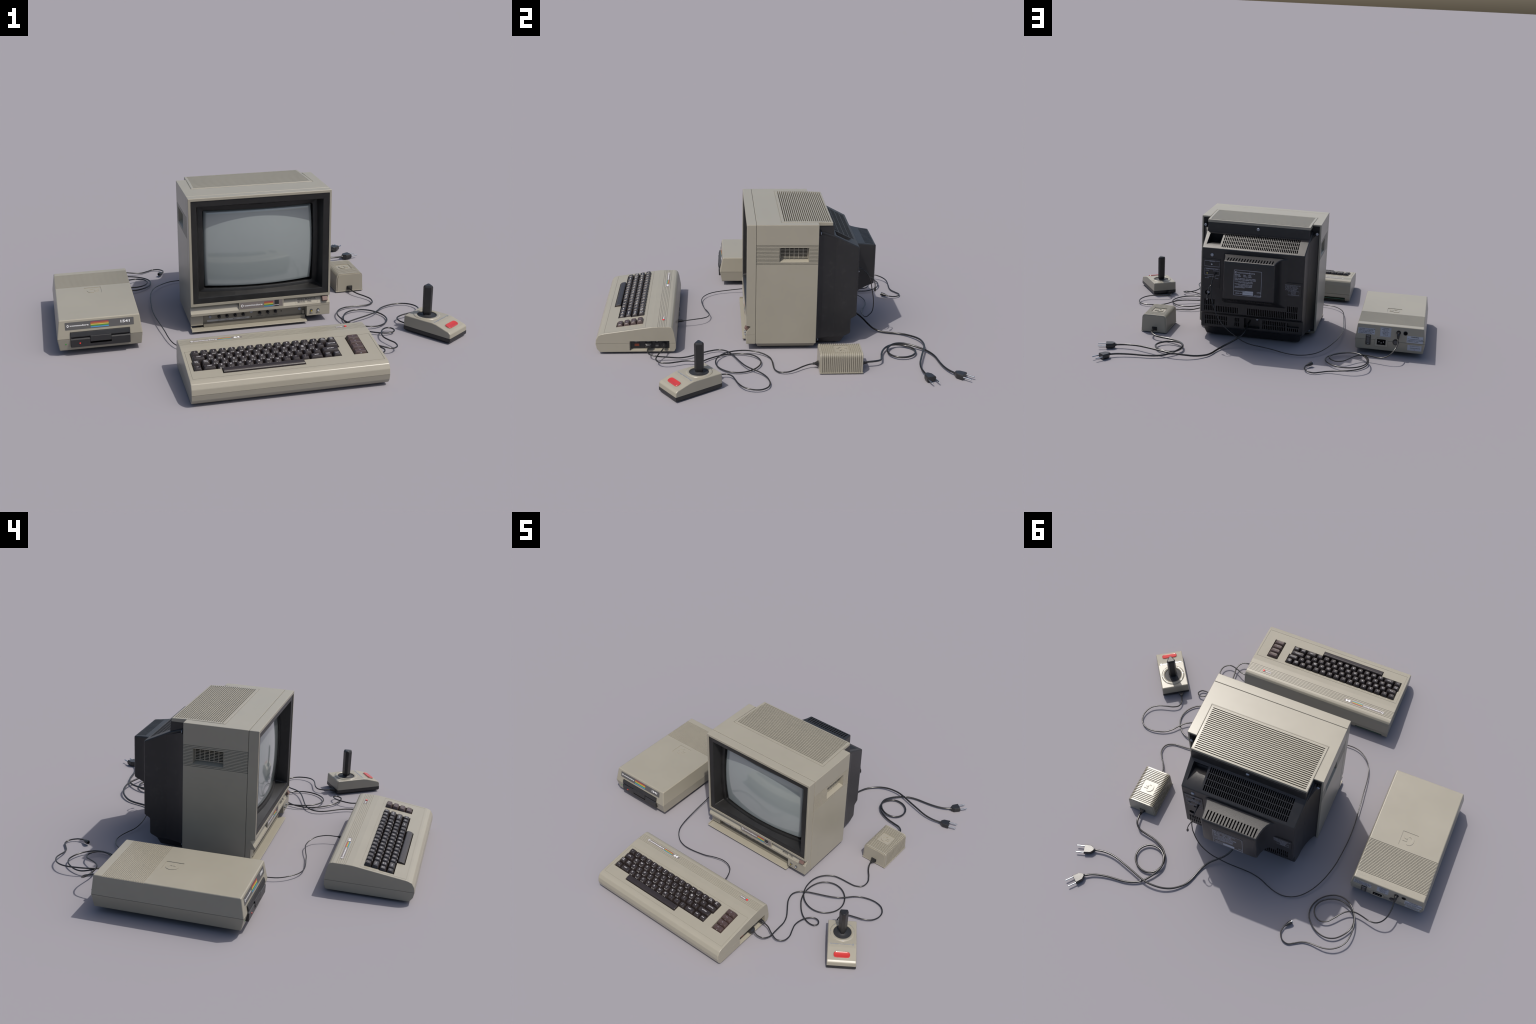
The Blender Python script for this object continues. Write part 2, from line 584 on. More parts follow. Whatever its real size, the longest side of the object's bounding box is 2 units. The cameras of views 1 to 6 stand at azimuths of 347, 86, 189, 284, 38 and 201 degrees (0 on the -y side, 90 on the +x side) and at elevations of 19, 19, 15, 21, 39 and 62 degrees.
    outline(bm, [(-0.2790, 0.0155), (0.3412, 0.0155), (0.3335, 0.2730), (-0.2728, 0.2730)], 0.0011, 0.0002)
    for v in bm.verts:
        v.co.z += zt(v.co.y) - 0.00005
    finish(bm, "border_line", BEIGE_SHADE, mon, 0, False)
    bm = bmesh.new()
    zb = TOP - 0.0002
    for q in (((-0.2885, 0.0045), (0.3510, 0.0045), (0.3510, 0.0068), (-0.2885, 0.0068)),
              ((-0.2885, 0.0070), (-0.2865, 0.0070), (-0.2820, 0.2000), (-0.2838, 0.2000)),
              ((0.3490, 0.0070), (0.3510, 0.0070), (0.3455, 0.2000), (0.3437, 0.2000))):
        loft(bm, [[(x, y, zb) for x, y in q], [(x, y, zb + 0.0005) for x, y in q]])
    finish(bm, "border_line", BEIGE_SHADE, mon, 0, False)

    # --- front bezel
    bm = bmesh.new()
    box(bm, MX0, MX1, FRONT, SEAM_Y, 0.0335, TOP)
    bevel(bm, 0.003, 3)
    cut = bmesh.new()
    prism_y(cut, rrect(-0.3200, 0.3845, 0.1530, 0.6875, 0.003), FRONT - 0.01, SEAM_Y + 0.01)
    bm = boolean(bm, cut)
    cut = bmesh.new()      # slanted finger groove below the screen
    prism_x(cut, [(-0.19, 0.1405), (FRONT, 0.1405), (-0.1500, 0.1347), (-0.1724, 0.0999), (-0.19, 0.0990)], MX0 - 0.01, MX1 + 0.01)
    bm = boolean(bm, cut)
    cut = bmesh.new()      # bay behind the flap
    box(cut, -0.268, 0.2712, -0.19, -0.1345, 0.02, 0.0886)
    bm = boolean(bm, cut)
    cut = bmesh.new()
    box(cut, MX0 - 0.01, -0.2675, -0.19, -0.148, 0.02, 0.0886)
    bm = boolean(bm, cut)
    cut = bmesh.new()      # parting line of the jack block
    box(cut, 0.2712, MX1 + 0.01, -0.19, -0.1715, 0.0862, 0.0874)
    box(cut, MX1 - 0.0012, MX1 + 0.01, -0.19, SEAM_Y + 0.01, 0.0862, 0.0874)
    bm = boolean(bm, cut)
    finish(bm, "bezel", BEIGE, mon, 30)

    # badge set into the groove
    simple_box("badge_housing", (-0.0852, 0.1472, -0.1738, -0.150, 0.0990, 0.1408), BEIGE, mon, 0.0012)
    at = frame((0, -0.1738, 0), (1, 0, 0), (0, 0, 1))
    plate("badge_plate", rrect(-0.0797, 0.1418, 0.1052, 0.1388, 0.001, 2), 0.0007, at, BADGE, mon)
    at = frame((0, -0.1745, 0), (1, 0, 0), (0, 0, 1))
    word_mark(at, -0.0760, 0.1222, 0.0105, 0.1115, WHITE, mon, 0.0004)
    stripes(at, 0.0445, 0.0920, 0.1072, 0.1358, mon, 0.0005)
    plate("indicator_window", rrect(0.0993, 0.1222, 0.1060, 0.1386, 0.0008, 2), 0.0005, at, SMOKE, mon)
    lettering("lettering", [("POWER", 0.1108, 0.1125, 0.0060, 1.1)],
              frame((0, -0.1750, 0), (1, 0, 0), (0, 0, 1)), WHITE, mon, 0.0003)
    # model plate on the slanted lip
    sl = Vector((0, -0.1724 + 0.1500, 0.0999 - 0.1347)).normalized()      # down the slope
    at = frame((0.2710, -0.1612, 0.1174), (1, 0, 0), -sl)
    bm = bmesh.new()
    outline(bm, rrect(-0.0600, 0.0600, -0.0165, 0.0150, 0.0015, 3), 0.0010, 0.0005)
    bmesh.ops.transform(bm, matrix=at, verts=bm.verts)
    finish(bm, "plate_border", BEIGE_SHADE, mon, 0, False)
    lettering("lettering", [("VIDEO MONITOR", -0.0470, 0.0055, 0.0125, 1.0, 0.0004, "LEFT"),
                            ("MODEL  1702", -0.0470, -0.0075, 0.0125, 1.0, 0.0004, "LEFT")], at, DARK_PRINT, mon, 0.0005)
    # power button
    bm = bmesh.new()
    box(bm, 0.3530, 0.3815, -0.0125, 0.0125, -0.012, 0.0170)
    bmesh.ops.transform(bm, matrix=frame((0, -0.1625, 0.1165), (1, 0, 0), -sl), verts=bm.verts)
    bevel(bm, 0.0022, 3)
    finish(bm, "power_button", BROWN, mon)
    bm = bmesh.new()
    box(bm, 0.3505, 0.3840, -0.0155, 0.0150, -0.012, 0.0012)
    bmesh.ops.transform(bm, matrix=frame((0, -0.1612, 0.1174), (1, 0, 0), -sl), verts=bm.verts)
    finish(bm, "button_frame", BEIGE_SHADE, mon, 30)

    # jack block
    for x, z, m, t in ((0.2955, 0.0632, YELLOW, "VIDEO"), (0.3316, 0.0632, JACK_WHITE, "AUDIO")):
        jack((x, -0.1745, z), (0, -1, 0), 0.0068, m, mon)
        lettering("lettering", [(t, x, 0.0455, 0.0062, 1.1)], frame((0, -0.1745, 0), (1, 0, 0), (0, 0, 1)), DARK_PRINT, mon, 0.0004)

    # controls behind the flap
    py = -0.1345
    at = frame((0, py, 0), (1, 0, 0), (0, 0, 1))
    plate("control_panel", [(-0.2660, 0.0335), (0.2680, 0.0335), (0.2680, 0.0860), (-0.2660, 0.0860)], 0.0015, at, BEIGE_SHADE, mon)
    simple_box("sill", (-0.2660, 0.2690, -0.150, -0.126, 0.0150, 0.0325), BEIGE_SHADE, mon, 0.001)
    at2 = frame((0, py - 0.0015, 0), (1, 0, 0), (0, 0, 1))
    plate("label_strip", rrect(-0.2455, -0.0245, 0.0368, 0.0467, 0.0005, 1), 0.0004, at2, STICKER_WARM, mon)
    names = ("TINT", "COLOR", "BRIGHT", "CONTRAST")
    at3 = frame((0, py - 0.0019, 0), (1, 0, 0), (0, 0, 1))
    lettering("lettering", [(t, x, 0.0417, 0.0062, 1.1) for t, x in zip(names, (-0.183, -0.1425, -0.0998, -0.0560))] +
              [("H.POSITION", 0.0292, 0.0440, 0.0060, 1.1), ("V.HOLD", 0.0717, 0.0440, 0.0060, 1.1), ("VOLUME", 0.1124, 0.0440, 0.0060, 1.1)],
              at3, DARK_PRINT, mon, 0.0004)
    for x in (-0.1833, -0.1425, -0.0998, -0.0579, 0.0292, 0.0717, 0.1124):
        bm = bmesh.new()
        cylinder(bm, (x, py, 0.0620), (0, -1, 0), 0.0085, 0.010, 20)
        cylinder(bm, (x, py - 0.010, 0.0620), (0, -1, 0), 0.0058, 0.010, 16, 0.005)
        finish(bm, "control_knob", SMOKE, mon, 40, False)
    for x, z in ((-0.2300, 0.0634), (-0.0145, 0.0720), (0.2416, 0.0625)):
        screw((x, py - 0.001, z), (0, -1, 0), 0.0090, mon)
    for x, z in ((0.1440, 0.0590), (-0.2780, 0.0440), (-0.0140, 0.0417)):
        disc("dark_hole_disc", (x, py - 0.0010 if x > -0.27 else -0.1475, z), (0, -1, 0), 0.0028, 0.0012, VOID, mon, n=12)  # near-black discs set on the surface; no hole is cut
    simple_box("door_latch", (0.2560, 0.2640, -0.1470, -0.1340, 0.0360, 0.0560), BEIGE, mon, 0.001)
    simple_box("hinge_block", (-0.3320, -0.2690, -0.1520, -0.126, 0.0280, 0.0880), BEIGE, mon, 0.0012)
    # flap hanging open, just over the ground
    bm = bmesh.new()
    prism_x(bm, [(-0.1905, 0.0095), (-0.1350, 0.0105), (-0.1350, 0.0145), (-0.1895, 0.0132)], MX0 + 0.0005, 0.2707)
    bevel(bm, 0.0010, 2)
    finish(bm, "control_flap", BEIGE, mon)
    bm = bmesh.new()
    prism_x(bm, [(-0.1893, 0.0130), (-0.1400, 0.0140), (-0.1400, 0.0260), (-0.1880, 0.0215)], MX0 + 0.0008, MX0 + 0.0046)
    bevel(bm, 0.0008, 2)
    finish(bm, "flap_cheek", BEIGE, mon)

    # --- black surround and picture tube
    def rect(x0, x1, z0, z1, y, r):
        return [(x, y, z) for x, z in rrect(x0, x1, z0, z1, r, 5)]
    cx, cz, hx, hz = 0.0312, 0.4152, 0.2840, 0.2030
    glass_y = lambda x, z: -0.1480 + 0.38 * (x - cx) ** 2 + 0.36 * (z - cz) ** 2

    def dense(lp):          # more points along each side so the rim can follow the curve
        out = []
        for i, p in enumerate(lp):
            q = lp[(i + 1) % len(lp)]
            k = 14 if (Vector(p) - Vector(q)).length > 0.1 else 1
            out += [(p[0] + (q[0] - p[0]) * t / k, p[2] + (q[2] - p[2]) * t / k, p[1] + (q[1] - p[1]) * t / k) for t in range(k)]
        return out

    def flat(lp):
        return [(x, y, z) for x, z, y in dense(lp)]

    def curved(lp, off):
        return [(x, glass_y(x, z) + off, z) for x, z, y in dense(lp)]
    bm = bmesh.new()
    loft(bm, [flat(rect(-0.3203, 0.3848, 0.1527, 0.6878, -0.120, 0.002)),
              flat(rect(-0.3203, 0.3848, 0.1527, 0.6878, -0.1715, 0.002)),
              flat(rect(-0.2950, 0.3558, 0.1800, 0.6590, -0.1705, 0.004)),
              flat(rect(-0.2922, 0.3530, 0.1826, 0.6563, -0.1690, 0.004)),
              curved(rect(-0.2770, 0.3385, 0.1935, 0.6440, 0, 0.006), -0.012),
              curved(rect(-0.2720, 0.3335, 0.1965, 0.6405, 0, 0.007), -0.011),
              curved(rect(-0.2580, 0.3200, 0.2050, 0.6275, 0, 0.009), -0.008),
              curved(rect(-0.2530, 0.3155, 0.2090, 0.6210, 0, 0.010), -0.005),
              curved(rect(-0.2505, 0.3130, 0.2115, 0.6180, 0, 0.012), 0.020)], cap=False)
    finish(bm, "screen_surround", BLACK_FRAME, mon, 30)
    # tube face: pincushion outline, bulging like a shallow dome
    bm = bmesh.new()
    n = 60
    grid = []
    for j in range(n + 1):
        row = []
        for i in range(n + 1):
            u, v = 2 * i / n - 1, 2 * j / n - 1
            x = cx + hx * u * (1 - 0.024 * v * v)
            z = cz + hz * v * (1 - 0.026 * u * u)
            dx, dz = (x - cx), (z - cz)
            y = glass_y(x, z)
            rimd = max(abs(u), abs(v))
            y += 0.012 * max(0.0, (rimd - 0.95) / 0.05) ** 2
            row.append(bm.verts.new((x, y, z)))
        grid.append(row)
    for j in range(n):
        for i in range(n):
            bm.faces.new((grid[j][i], grid[j][i + 1], grid[j + 1][i + 1], grid[j + 1][i]))
    rim = [grid[0][i] for i in range(n)] + [grid[j][n] for j in range(n)] + [grid[n][i] for i in range(n, 0, -1)] + [grid[j][0] for j in range(n, 0, -1)]
    back = [bm.verts.new((v.co.x, -0.06, v.co.z)) for v in rim]
    for i in range(len(rim)):
        k = (i + 1) % len(rim)
        bm.faces.new((rim[i], rim[k], back[k], back[i]))
    bm.faces.new(back)
    finish(bm, "picture_tube", GLASS, mon, 40, False)

    # --- rear shell
    XL, XR = -0.2760, 0.3360
    bm = bmesh.new()
    prof = [(0.180, 0.048), (0.355, 0.048), (0.3955, 0.066), (0.3960, 0.150), (0.4260, 0.168), (0.4260, 0.560), (0.2900, 0.6280), (0.180, 0.6660)]
    prism_x(bm, round_poly(prof, [0, 0.01, 0.016, 0.008, 0.008, 0.010, 0.03, 0], 5), XL, XR)
    for v in bm.verts:      # sides flare towards the cabinet
        k = max(0.0, (0.426 - v.co.y) / 0.236)
        v.co.x += (0.013 if v.co.x > MC else -0.013) * k
    bevel(bm, 0.009, 3, 40, lambda c, e: c.y > 0.182 and (c.x < XL + 0.02 or c.x > XR - 0.02))
    for x, s in ((XR, 1), (XL, -1)):
        f = bmesh.new()
        flare = lambda y: 0.013 * (0.426 - y) / 0.236
        pts = [(-0.010, 0.185), (0.048, 0.185)] + [(flare(y) + e, y) for e, y in ((0.0340, 0.1990), (0.0265, 0.2060), (0.0195, 0.2170), (0.0125, 0.2350),
               (0.0062, 0.2580), (0.0024, 0.2800), (0.0003, 0.3020))] + [(-0.010, 0.3100)]
        top = lambda y: 0.6655 - (y - 0.18) * 0.345 - 0.013
        loft(f, [[(x + s * d, y, 0.0520) for d, y in pts], [(x + s * d, y, top(y)) for d, y in pts]])
        bm = boolean(bm, f, "UNION")
    hump = bmesh.new()
    loops = []
    # stations from the rear face forward: left, right, bottom, top; the left flank flares in a hollow curve
    for y, l, r, b, t in ((0.5375, -0.1215, 0.1800, 0.2965, 0.5225), (0.5000, -0.1260, 0.1840, 0.2830, 0.5265), (0.4700, -0.1340, 0.1890, 0.2700, 0.5300),
                          (0.4500, -0.1430, 0.1935, 0.2600, 0.5325), (0.4370, -0.1560, 0.1985, 0.2490, 0.5345), (0.4290, -0.1730, 0.2040, 0.2390, 0.5360), (0.4240, -0.1950, 0.2080, 0.2340, 0.5370), (0.4050, -0.2000, 0.2085, 0.2330, 0.5372)):
        loops.append([(l, y, b), (r, y, b), (r - 0.002, y, t), (l + 0.002, y, t)])
    dome = []
    for y, fx, fz in ((0.5480, 0.20, 0.14), (0.5460, 0.12, 0.09), (0.5420, 0.05, 0.04)):
        l, r, b, t = -0.1215 + 0.3015 * fx, 0.1800 - 0.3015 * fx, 0.2965 + 0.226 * fz, 0.5225 - 0.226 * fz
        dome.append([(l, y, b), (r, y, b), (r - 0.002, y, t), (l + 0.002, y, t)])
    loft(hump, dome + loops)
    bevel(hump, 0.009, 4, 40, lambda c, e: 0.41 < c.y < 0.5380)
    bm = boolean(bm, hump, "UNION")
    top = bmesh.new()
    hexa(top, [(-0.2775, 0.180, 0.60), (0.3395, 0.180, 0.60), (0.3395, 0.2905, 0.60), (-0.2775, 0.2905, 0.60)],
         [(-0.2752, 0.180, 0.6812), (0.3372, 0.180, 0.6812), (0.3372, 0.2850, 0.6812), (-0.2752, 0.2850, 0.6812)])
    bevel(top, 0.003, 2, 25)
    bm = boolean(bm, top, "UNION")
    base = bmesh.new()
    hexa(base, [(-0.256, 0.18, 0.006), (0.316, 0.18, 0.006), (0.316, 0.346, 0.006), (-0.256, 0.346, 0.006)],
         [(-0.270, 0.18, 0.055), (0.330, 0.18, 0.055), (0.330, 0.370, 0.055), (-0.270, 0.370, 0.055)])
    bevel(base, 0.010, 3, 25, lambda c, e: c.z < 0.05)
    bm = boolean(bm, base, "UNION")

    # slots: three kinds of grids cut into the shell
    cut = bmesh.new()
    d = Vector((0, 0.4260 - 0.2900, 0.560 - 0.6280)).normalized()
    nrm = Vector((0, -d.z, d.y))
    at = frame((0, 0.2900, 0.6280), (1, 0, 0), d)
    tmp = bmesh.new()
    cols = 42
    for r in range(4):
        v0 = 0.0115 + r * 0.0315
        for c in range(cols):
            x = 0.2210 - c * (0.2210 + 0.2235) / (cols - 1)
            box(tmp, x - 0.0035, x + 0.0035, v0, v0 + 0.0280, -0.030, 0.01)
    merge(cut, tmp, at)
    tmp = bmesh.new()      # corner pocket
    loft(tmp, [[(0.2420, 0.020, -0.050), (0.3120, 0.020, -0.050), (0.3120, 0.036, -0.050), (0.2420, 0.036, -0.050)],
               [(0.2360, 0.014, 0.0), (0.3170, 0.014, 0.0), (0.3170, 0.117, 0.0), (0.2360, 0.117, 0.0)],
               [(0.2360, 0.014, 0.02), (0.3170, 0.014, 0.02), (0.3170, 0.117, 0.02), (0.2360, 0.117, 0.02)]])
    merge(cut, tmp, at)

    def grid(x0, x1, z0, z1, y, n, depth=0.035):
        for i in range(n):
            x = x0 + (x1 - x0) * (i + 0.5) / n
            w = abs(x1 - x0) / n * 0.27
            box(cut, x - w, x + w, y - depth, y + 0.02, z0, z1)

    yb, yl = 0.4260, 0.3958
    grid(0.3150, 0.2500, 0.2150, 0.2500, yb, 6)
    grid(0.3150, 0.2500, 0.1800, 0.2105, yb, 6)
    grid(0.2430, 0.1070, 0.1750, 0.2110, yb, 13)
    grid(0.0550, -0.1830, 0.1730, 0.2135, yb, 22)
    grid(-0.1840, -0.2490, 0.2155, 0.2500, yb, 6)
    grid(-0.1840, -0.2490, 0.1770, 0.2105, yb, 6)
    grid(0.3150, 0.1770, 0.1130, 0.1390, yl, 13)
    grid(0.3150, 0.1770, 0.0840, 0.1090, yl, 13)
    grid(0.1340, 0.1020, 0.1130, 0.1380, yl, 3)
    grid(0.1340, 0.1020, 0.0850, 0.1090, yl, 3)
    grid(-0.0350, -0.1770, 0.1130, 0.1380, yl, 13)
    grid(-0.0350, -0.1770, 0.0850, 0.1090, yl, 13)
    grid(-0.1840, -0.2550, 0.0870, 0.1050, yl, 6)
    box(cut, -0.2560, -0.1840, yl - 0.02, yl + 0.02, 0.1110, 0.1355)
    box(cut, -0.0200, 0.0750, yl - 0.035, yl + 0.02, 0.0820, 0.1430)
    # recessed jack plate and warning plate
    cylinder(cut, (0.2940, yb - 0.022, 0.2890), (0, 1, 0), 0.0165, 0.05, 24)
    # louvres along the hump's upper rear edge, and under it
    for i in range(17):
        x = 0.1600 - i * (0.1600 + 0.1010) / 16
        hexa(cut, [(x - 0.0036, 0.4800, 0.505), (x + 0.0036, 0.4800, 0.505), (x + 0.0036, 0.5300, 0.500), (x - 0.0036, 0.5300, 0.500)],
             [(x - 0.0036, 0.4800, 0.56), (x + 0.0036, 0.4800, 0.56), (x + 0.0036, 0.5300, 0.55), (x - 0.0036, 0.5300, 0.55)])
    for x0, n in ((0.1630, 6), (0.0550, 16)):
        for i in range(n):
            x = x0 - i * 0.0098
            box(cut, x - 0.0030, x + 0.0030, 0.445, 0.480, 0.20, 0.28)
    bm = boolean(bm, cut)
    finish(bm, "rear_shell", BLACK, mon, 32)
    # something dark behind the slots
    

    # flange between cabinet and shell, with its screws
    bm = bmesh.new()
    box(bm, MX0 + 0.0105, MX1 - 0.0105, 0.184, 0.1975, 0.036, TOP - 0.0095)
    finish(bm, "rear_flange", BLACK_FLAT, mon)
    for x, z in ((0.3700, 0.6480), (-0.3105, 0.6460), (0.3560, 0.0420), (-0.2940, 0.0420)):
        screw((x, 0.2130, z), (0, 1, 0), 0.0090, mon)
        bm = bmesh.new()
        cylinder(bm, (x, 0.1960, z), (0, 1, 0), 0.0125, 0.0172, 20, 0.0115)
        finish(bm, "screw_boss", BLACK_FLAT, mon)
    screw((0.0322, 0.2865, 0.6620), (0, 1, -0.06), 0.0100, mon)
    screw((0.2738, 0.4258, 0.5207), (0, 1, 0), 0.0104, mon)
    screw((0.2940, 0.4120, 0.2885), (0, 1, 0), 0.0105, mon)
    screw((0.0000, 0.3650, 0.1310), (0, 1, 0), 0.0085, mon)
    for x in (-0.205, 0.265):
        disc("foot", (x, 0.300, 0.0), (0, 0, 1), 0.020, 0.0135, RUBBER, mon, 0.002)

    # printing on the rear (read from behind: x runs the other way)
    simple_box("jack_panel", (0.2220, 0.3300, 0.4200, 0.4282, 0.3200, 0.4980), BLACK, mon, 0.0015)
    simple_box("warning_block", (-0.2665, -0.1430, 0.4200, 0.4300, 0.3090, 0.3955), BLACK, mon, 0.0015)
    at = frame((0, 0.4282, 0), (-1, 0, 0), (0, 0, 1))
    bm = bmesh.new()
    outline(bm, [(-0.3168, 0.4500), (-0.2272, 0.4500), (-0.2272, 0.4855), (-0.3168, 0.4855)], 0.0016, 0.0004)
    outline(bm, [(-0.3168, 0.3990), (-0.2272, 0.3990), (-0.2272, 0.4385), (-0.3168, 0.4385)], 0.0016, 0.0004)
    bmesh.ops.transform(bm, matrix=at, verts=bm.verts)
    finish(bm, "jack_border", GREY_PRINT, mon, 0, False)
    lettering("lettering", [("AUDIO", -0.2720, 0.4815, 0.0085, 1.2), ("COMMODORE VIDEO", -0.2720, 0.4345, 0.0075, 1.0),
                            ("LUMA", -0.3010, 0.4245, 0.0070, 1.2), ("CHROMA", -0.2480, 0.4245, 0.0070, 1.1),
                            ("SIGNAL SELECT", -0.2720, 0.3890, 0.0075, 1.0), ("FRONT", -0.3010, 0.3790, 0.0070, 1.1),
                            ("REAR", -0.2410, 0.3790, 0.0070, 1.1)], at, GREY_PRINT, mon, 0.0004)
    jack((0.2733, 0.4282, 0.4657), (0, 1, 0), 0.0058, JACK_WHITE, mon)
    jack((0.2990, 0.4282, 0.4105), (0, 1, 0), 0.0058, YELLOW, mon)
    jack((0.2500, 0.4282, 0.4105), (0, 1, 0), 0.0058, SMOKE, mon)
    simple_box("selector_switch", (0.2640, 0.2760, 0.425, 0.4325, 0.3735, 0.3785), SMOKE, mon, 0.0006)
    # rating plate on the hump
    at = frame((0, 0.5470, 0), (-1, 0, 0), (0, 0, 1))
    plate("rating_plate", rrect(-0.1150, 0.0500, 0.3260, 0.4805, 0.004, 4), 0.0020, at, SMOKE, mon)
    at = frame((0, 0.5490, 0), (-1, 0, 0), (0, 0, 1))
    bm = bmesh.new()
    outline(bm, rrect(-0.1135, 0.0485, 0.3275, 0.4790, 0.005, 4), 0.0016, 0.0005)
    bmesh.ops.transform(bm, matrix=at, verts=bm.verts)
    finish(bm, "plate_border", GREY_PRINT, mon, 0, False)
    word_mark(at, -0.1080, 0.4640, 0.0105, 0.1160, GREY_PRINT, mon, 0.0005)
    rows = [("MODEL      NO.    1702", -0.1075, 0.4500, 0.0085), ("AC 120V     60Hz  0.65A", -0.1075, 0.4415, 0.0085),
            ("RISK OF SHOCK - DO NOT OPEN", -0.1075, 0.4290, 0.0072), ("HIGH VOLTAGE INSIDE THE CASE", -0.1075, 0.4215, 0.0072),
            ("CAUTION: to reduce the risk of fire", -0.1075, 0.4115, 0.0062), ("or shock keep away from rain", -0.0850, 0.4050, 0.0062),
            ("WARNING: complies with the rules", -0.1075, 0.3950, 0.0062), ("for home computing devices", -0.0850, 0.3885, 0.0062),
            ("operation is subject to the conditions", -0.1075, 0.3815, 0.0060), ("printed in the manual", -0.1075, 0.3755, 0.0060),
            ("MANUFACTURED", -0.1075, 0.3530, 0.0070), ("SERIAL NO.", -0.1020, 0.3400, 0.0070), ("LISTED", 0.0240, 0.3535, 0.0070),
            ("MADE IN JAPAN", 0.0080, 0.3340, 0.0052)]
    lettering("lettering", [(t, x, z, s, 1.12, 0.0002, "LEFT") for t, x, z, s in rows], at, GREY_PRINT, mon, 0.0005)
    plate("serial_sticker", [(-0.0600, 0.3460), (0.0020, 0.3460), (0.0020, 0.3570), (-0.0600, 0.3570)], 0.0005, at, STICKER, mon)
    plate("serial_sticker", [(-0.0600, 0.3335), (0.0020, 0.3335), (0.0020, 0.3450), (-0.0600, 0.3450)], 0.0005, at, STICKER, mon)
    # warning plate left of the hump
    at = frame((0, 0.4300, 0), (-1, 0, 0), (0, 0, 1))
    plate("warning_plate", rrect(0.1500, 0.2640, 0.3130, 0.3920, 0.002, 2), 0.0010, at, SMOKE, mon)
    at = frame((0, 0.4310, 0), (-1, 0, 0), (0, 0, 1))
    lettering("lettering", [(t, 0.1580, 0.3815 - i * 0.0072, 0.0066, 1.1, 0, "LEFT") for i, t in
              enumerate(("WARNING: shock hazard, do not", "open. Refer servicing to the", "dealer. This set complies with", "the rules for radio emission", "at the date of manufacture"))] +
              [(t, 0.2185, 0.3410 - i * 0.0062, 0.0056, 1.1) for i, t in enumerate(("X-ray notice", "see manual", "before use"))], at, GREY_PRINT, mon, 0.0004)
    bm = bmesh.new()
    outline(bm, [(0.1870, 0.3225), (0.2520, 0.3225), (0.2520, 0.3470), (0.1870, 0.3470)], 0.0011, 0.0004)
    bmesh.ops.transform(bm, matrix=at, verts=bm.verts)
    finish(bm, "plate_border", GREY_PRINT, mon, 0, False)
    return mon


def jack(c, axis, r, mat, parent):
    """Phono socket: nickel sleeve, coloured insulator and a dark disc for the bore."""
    ax = Vector(axis).normalized()
    c = Vector(c)
    disc("jack_collar", c, ax, r * 1.12, 0.0012, SMOKE, parent, n=20)
    bm = bmesh.new()
    u = ax.orthogonal().normalized()
    v = ax.cross(u)
    loops = []
    for h, rr in ((0.0, r * 0.82), (0.0065, r * 0.82), (0.0068, r * 0.70), (0.0040, r * 0.66)):
        loops.append([c + ax * h + rr * (math.cos(k * math.pi / 10) * u + math.sin(k * math.pi / 10) * v) for k in range(20)])
    loft(bm, loops, cap=False)
    finish(bm, "jack_sleeve", STEEL, parent, 40, False)
    disc("jack_insulator", c, ax, r * 0.66, 0.0055, mat, parent, n=20)
    disc("dark_bore_disc", c, ax, r * 0.28, 0.0058, VOID, parent, n=12)  # near-black disc on the insulator, nothing is bored


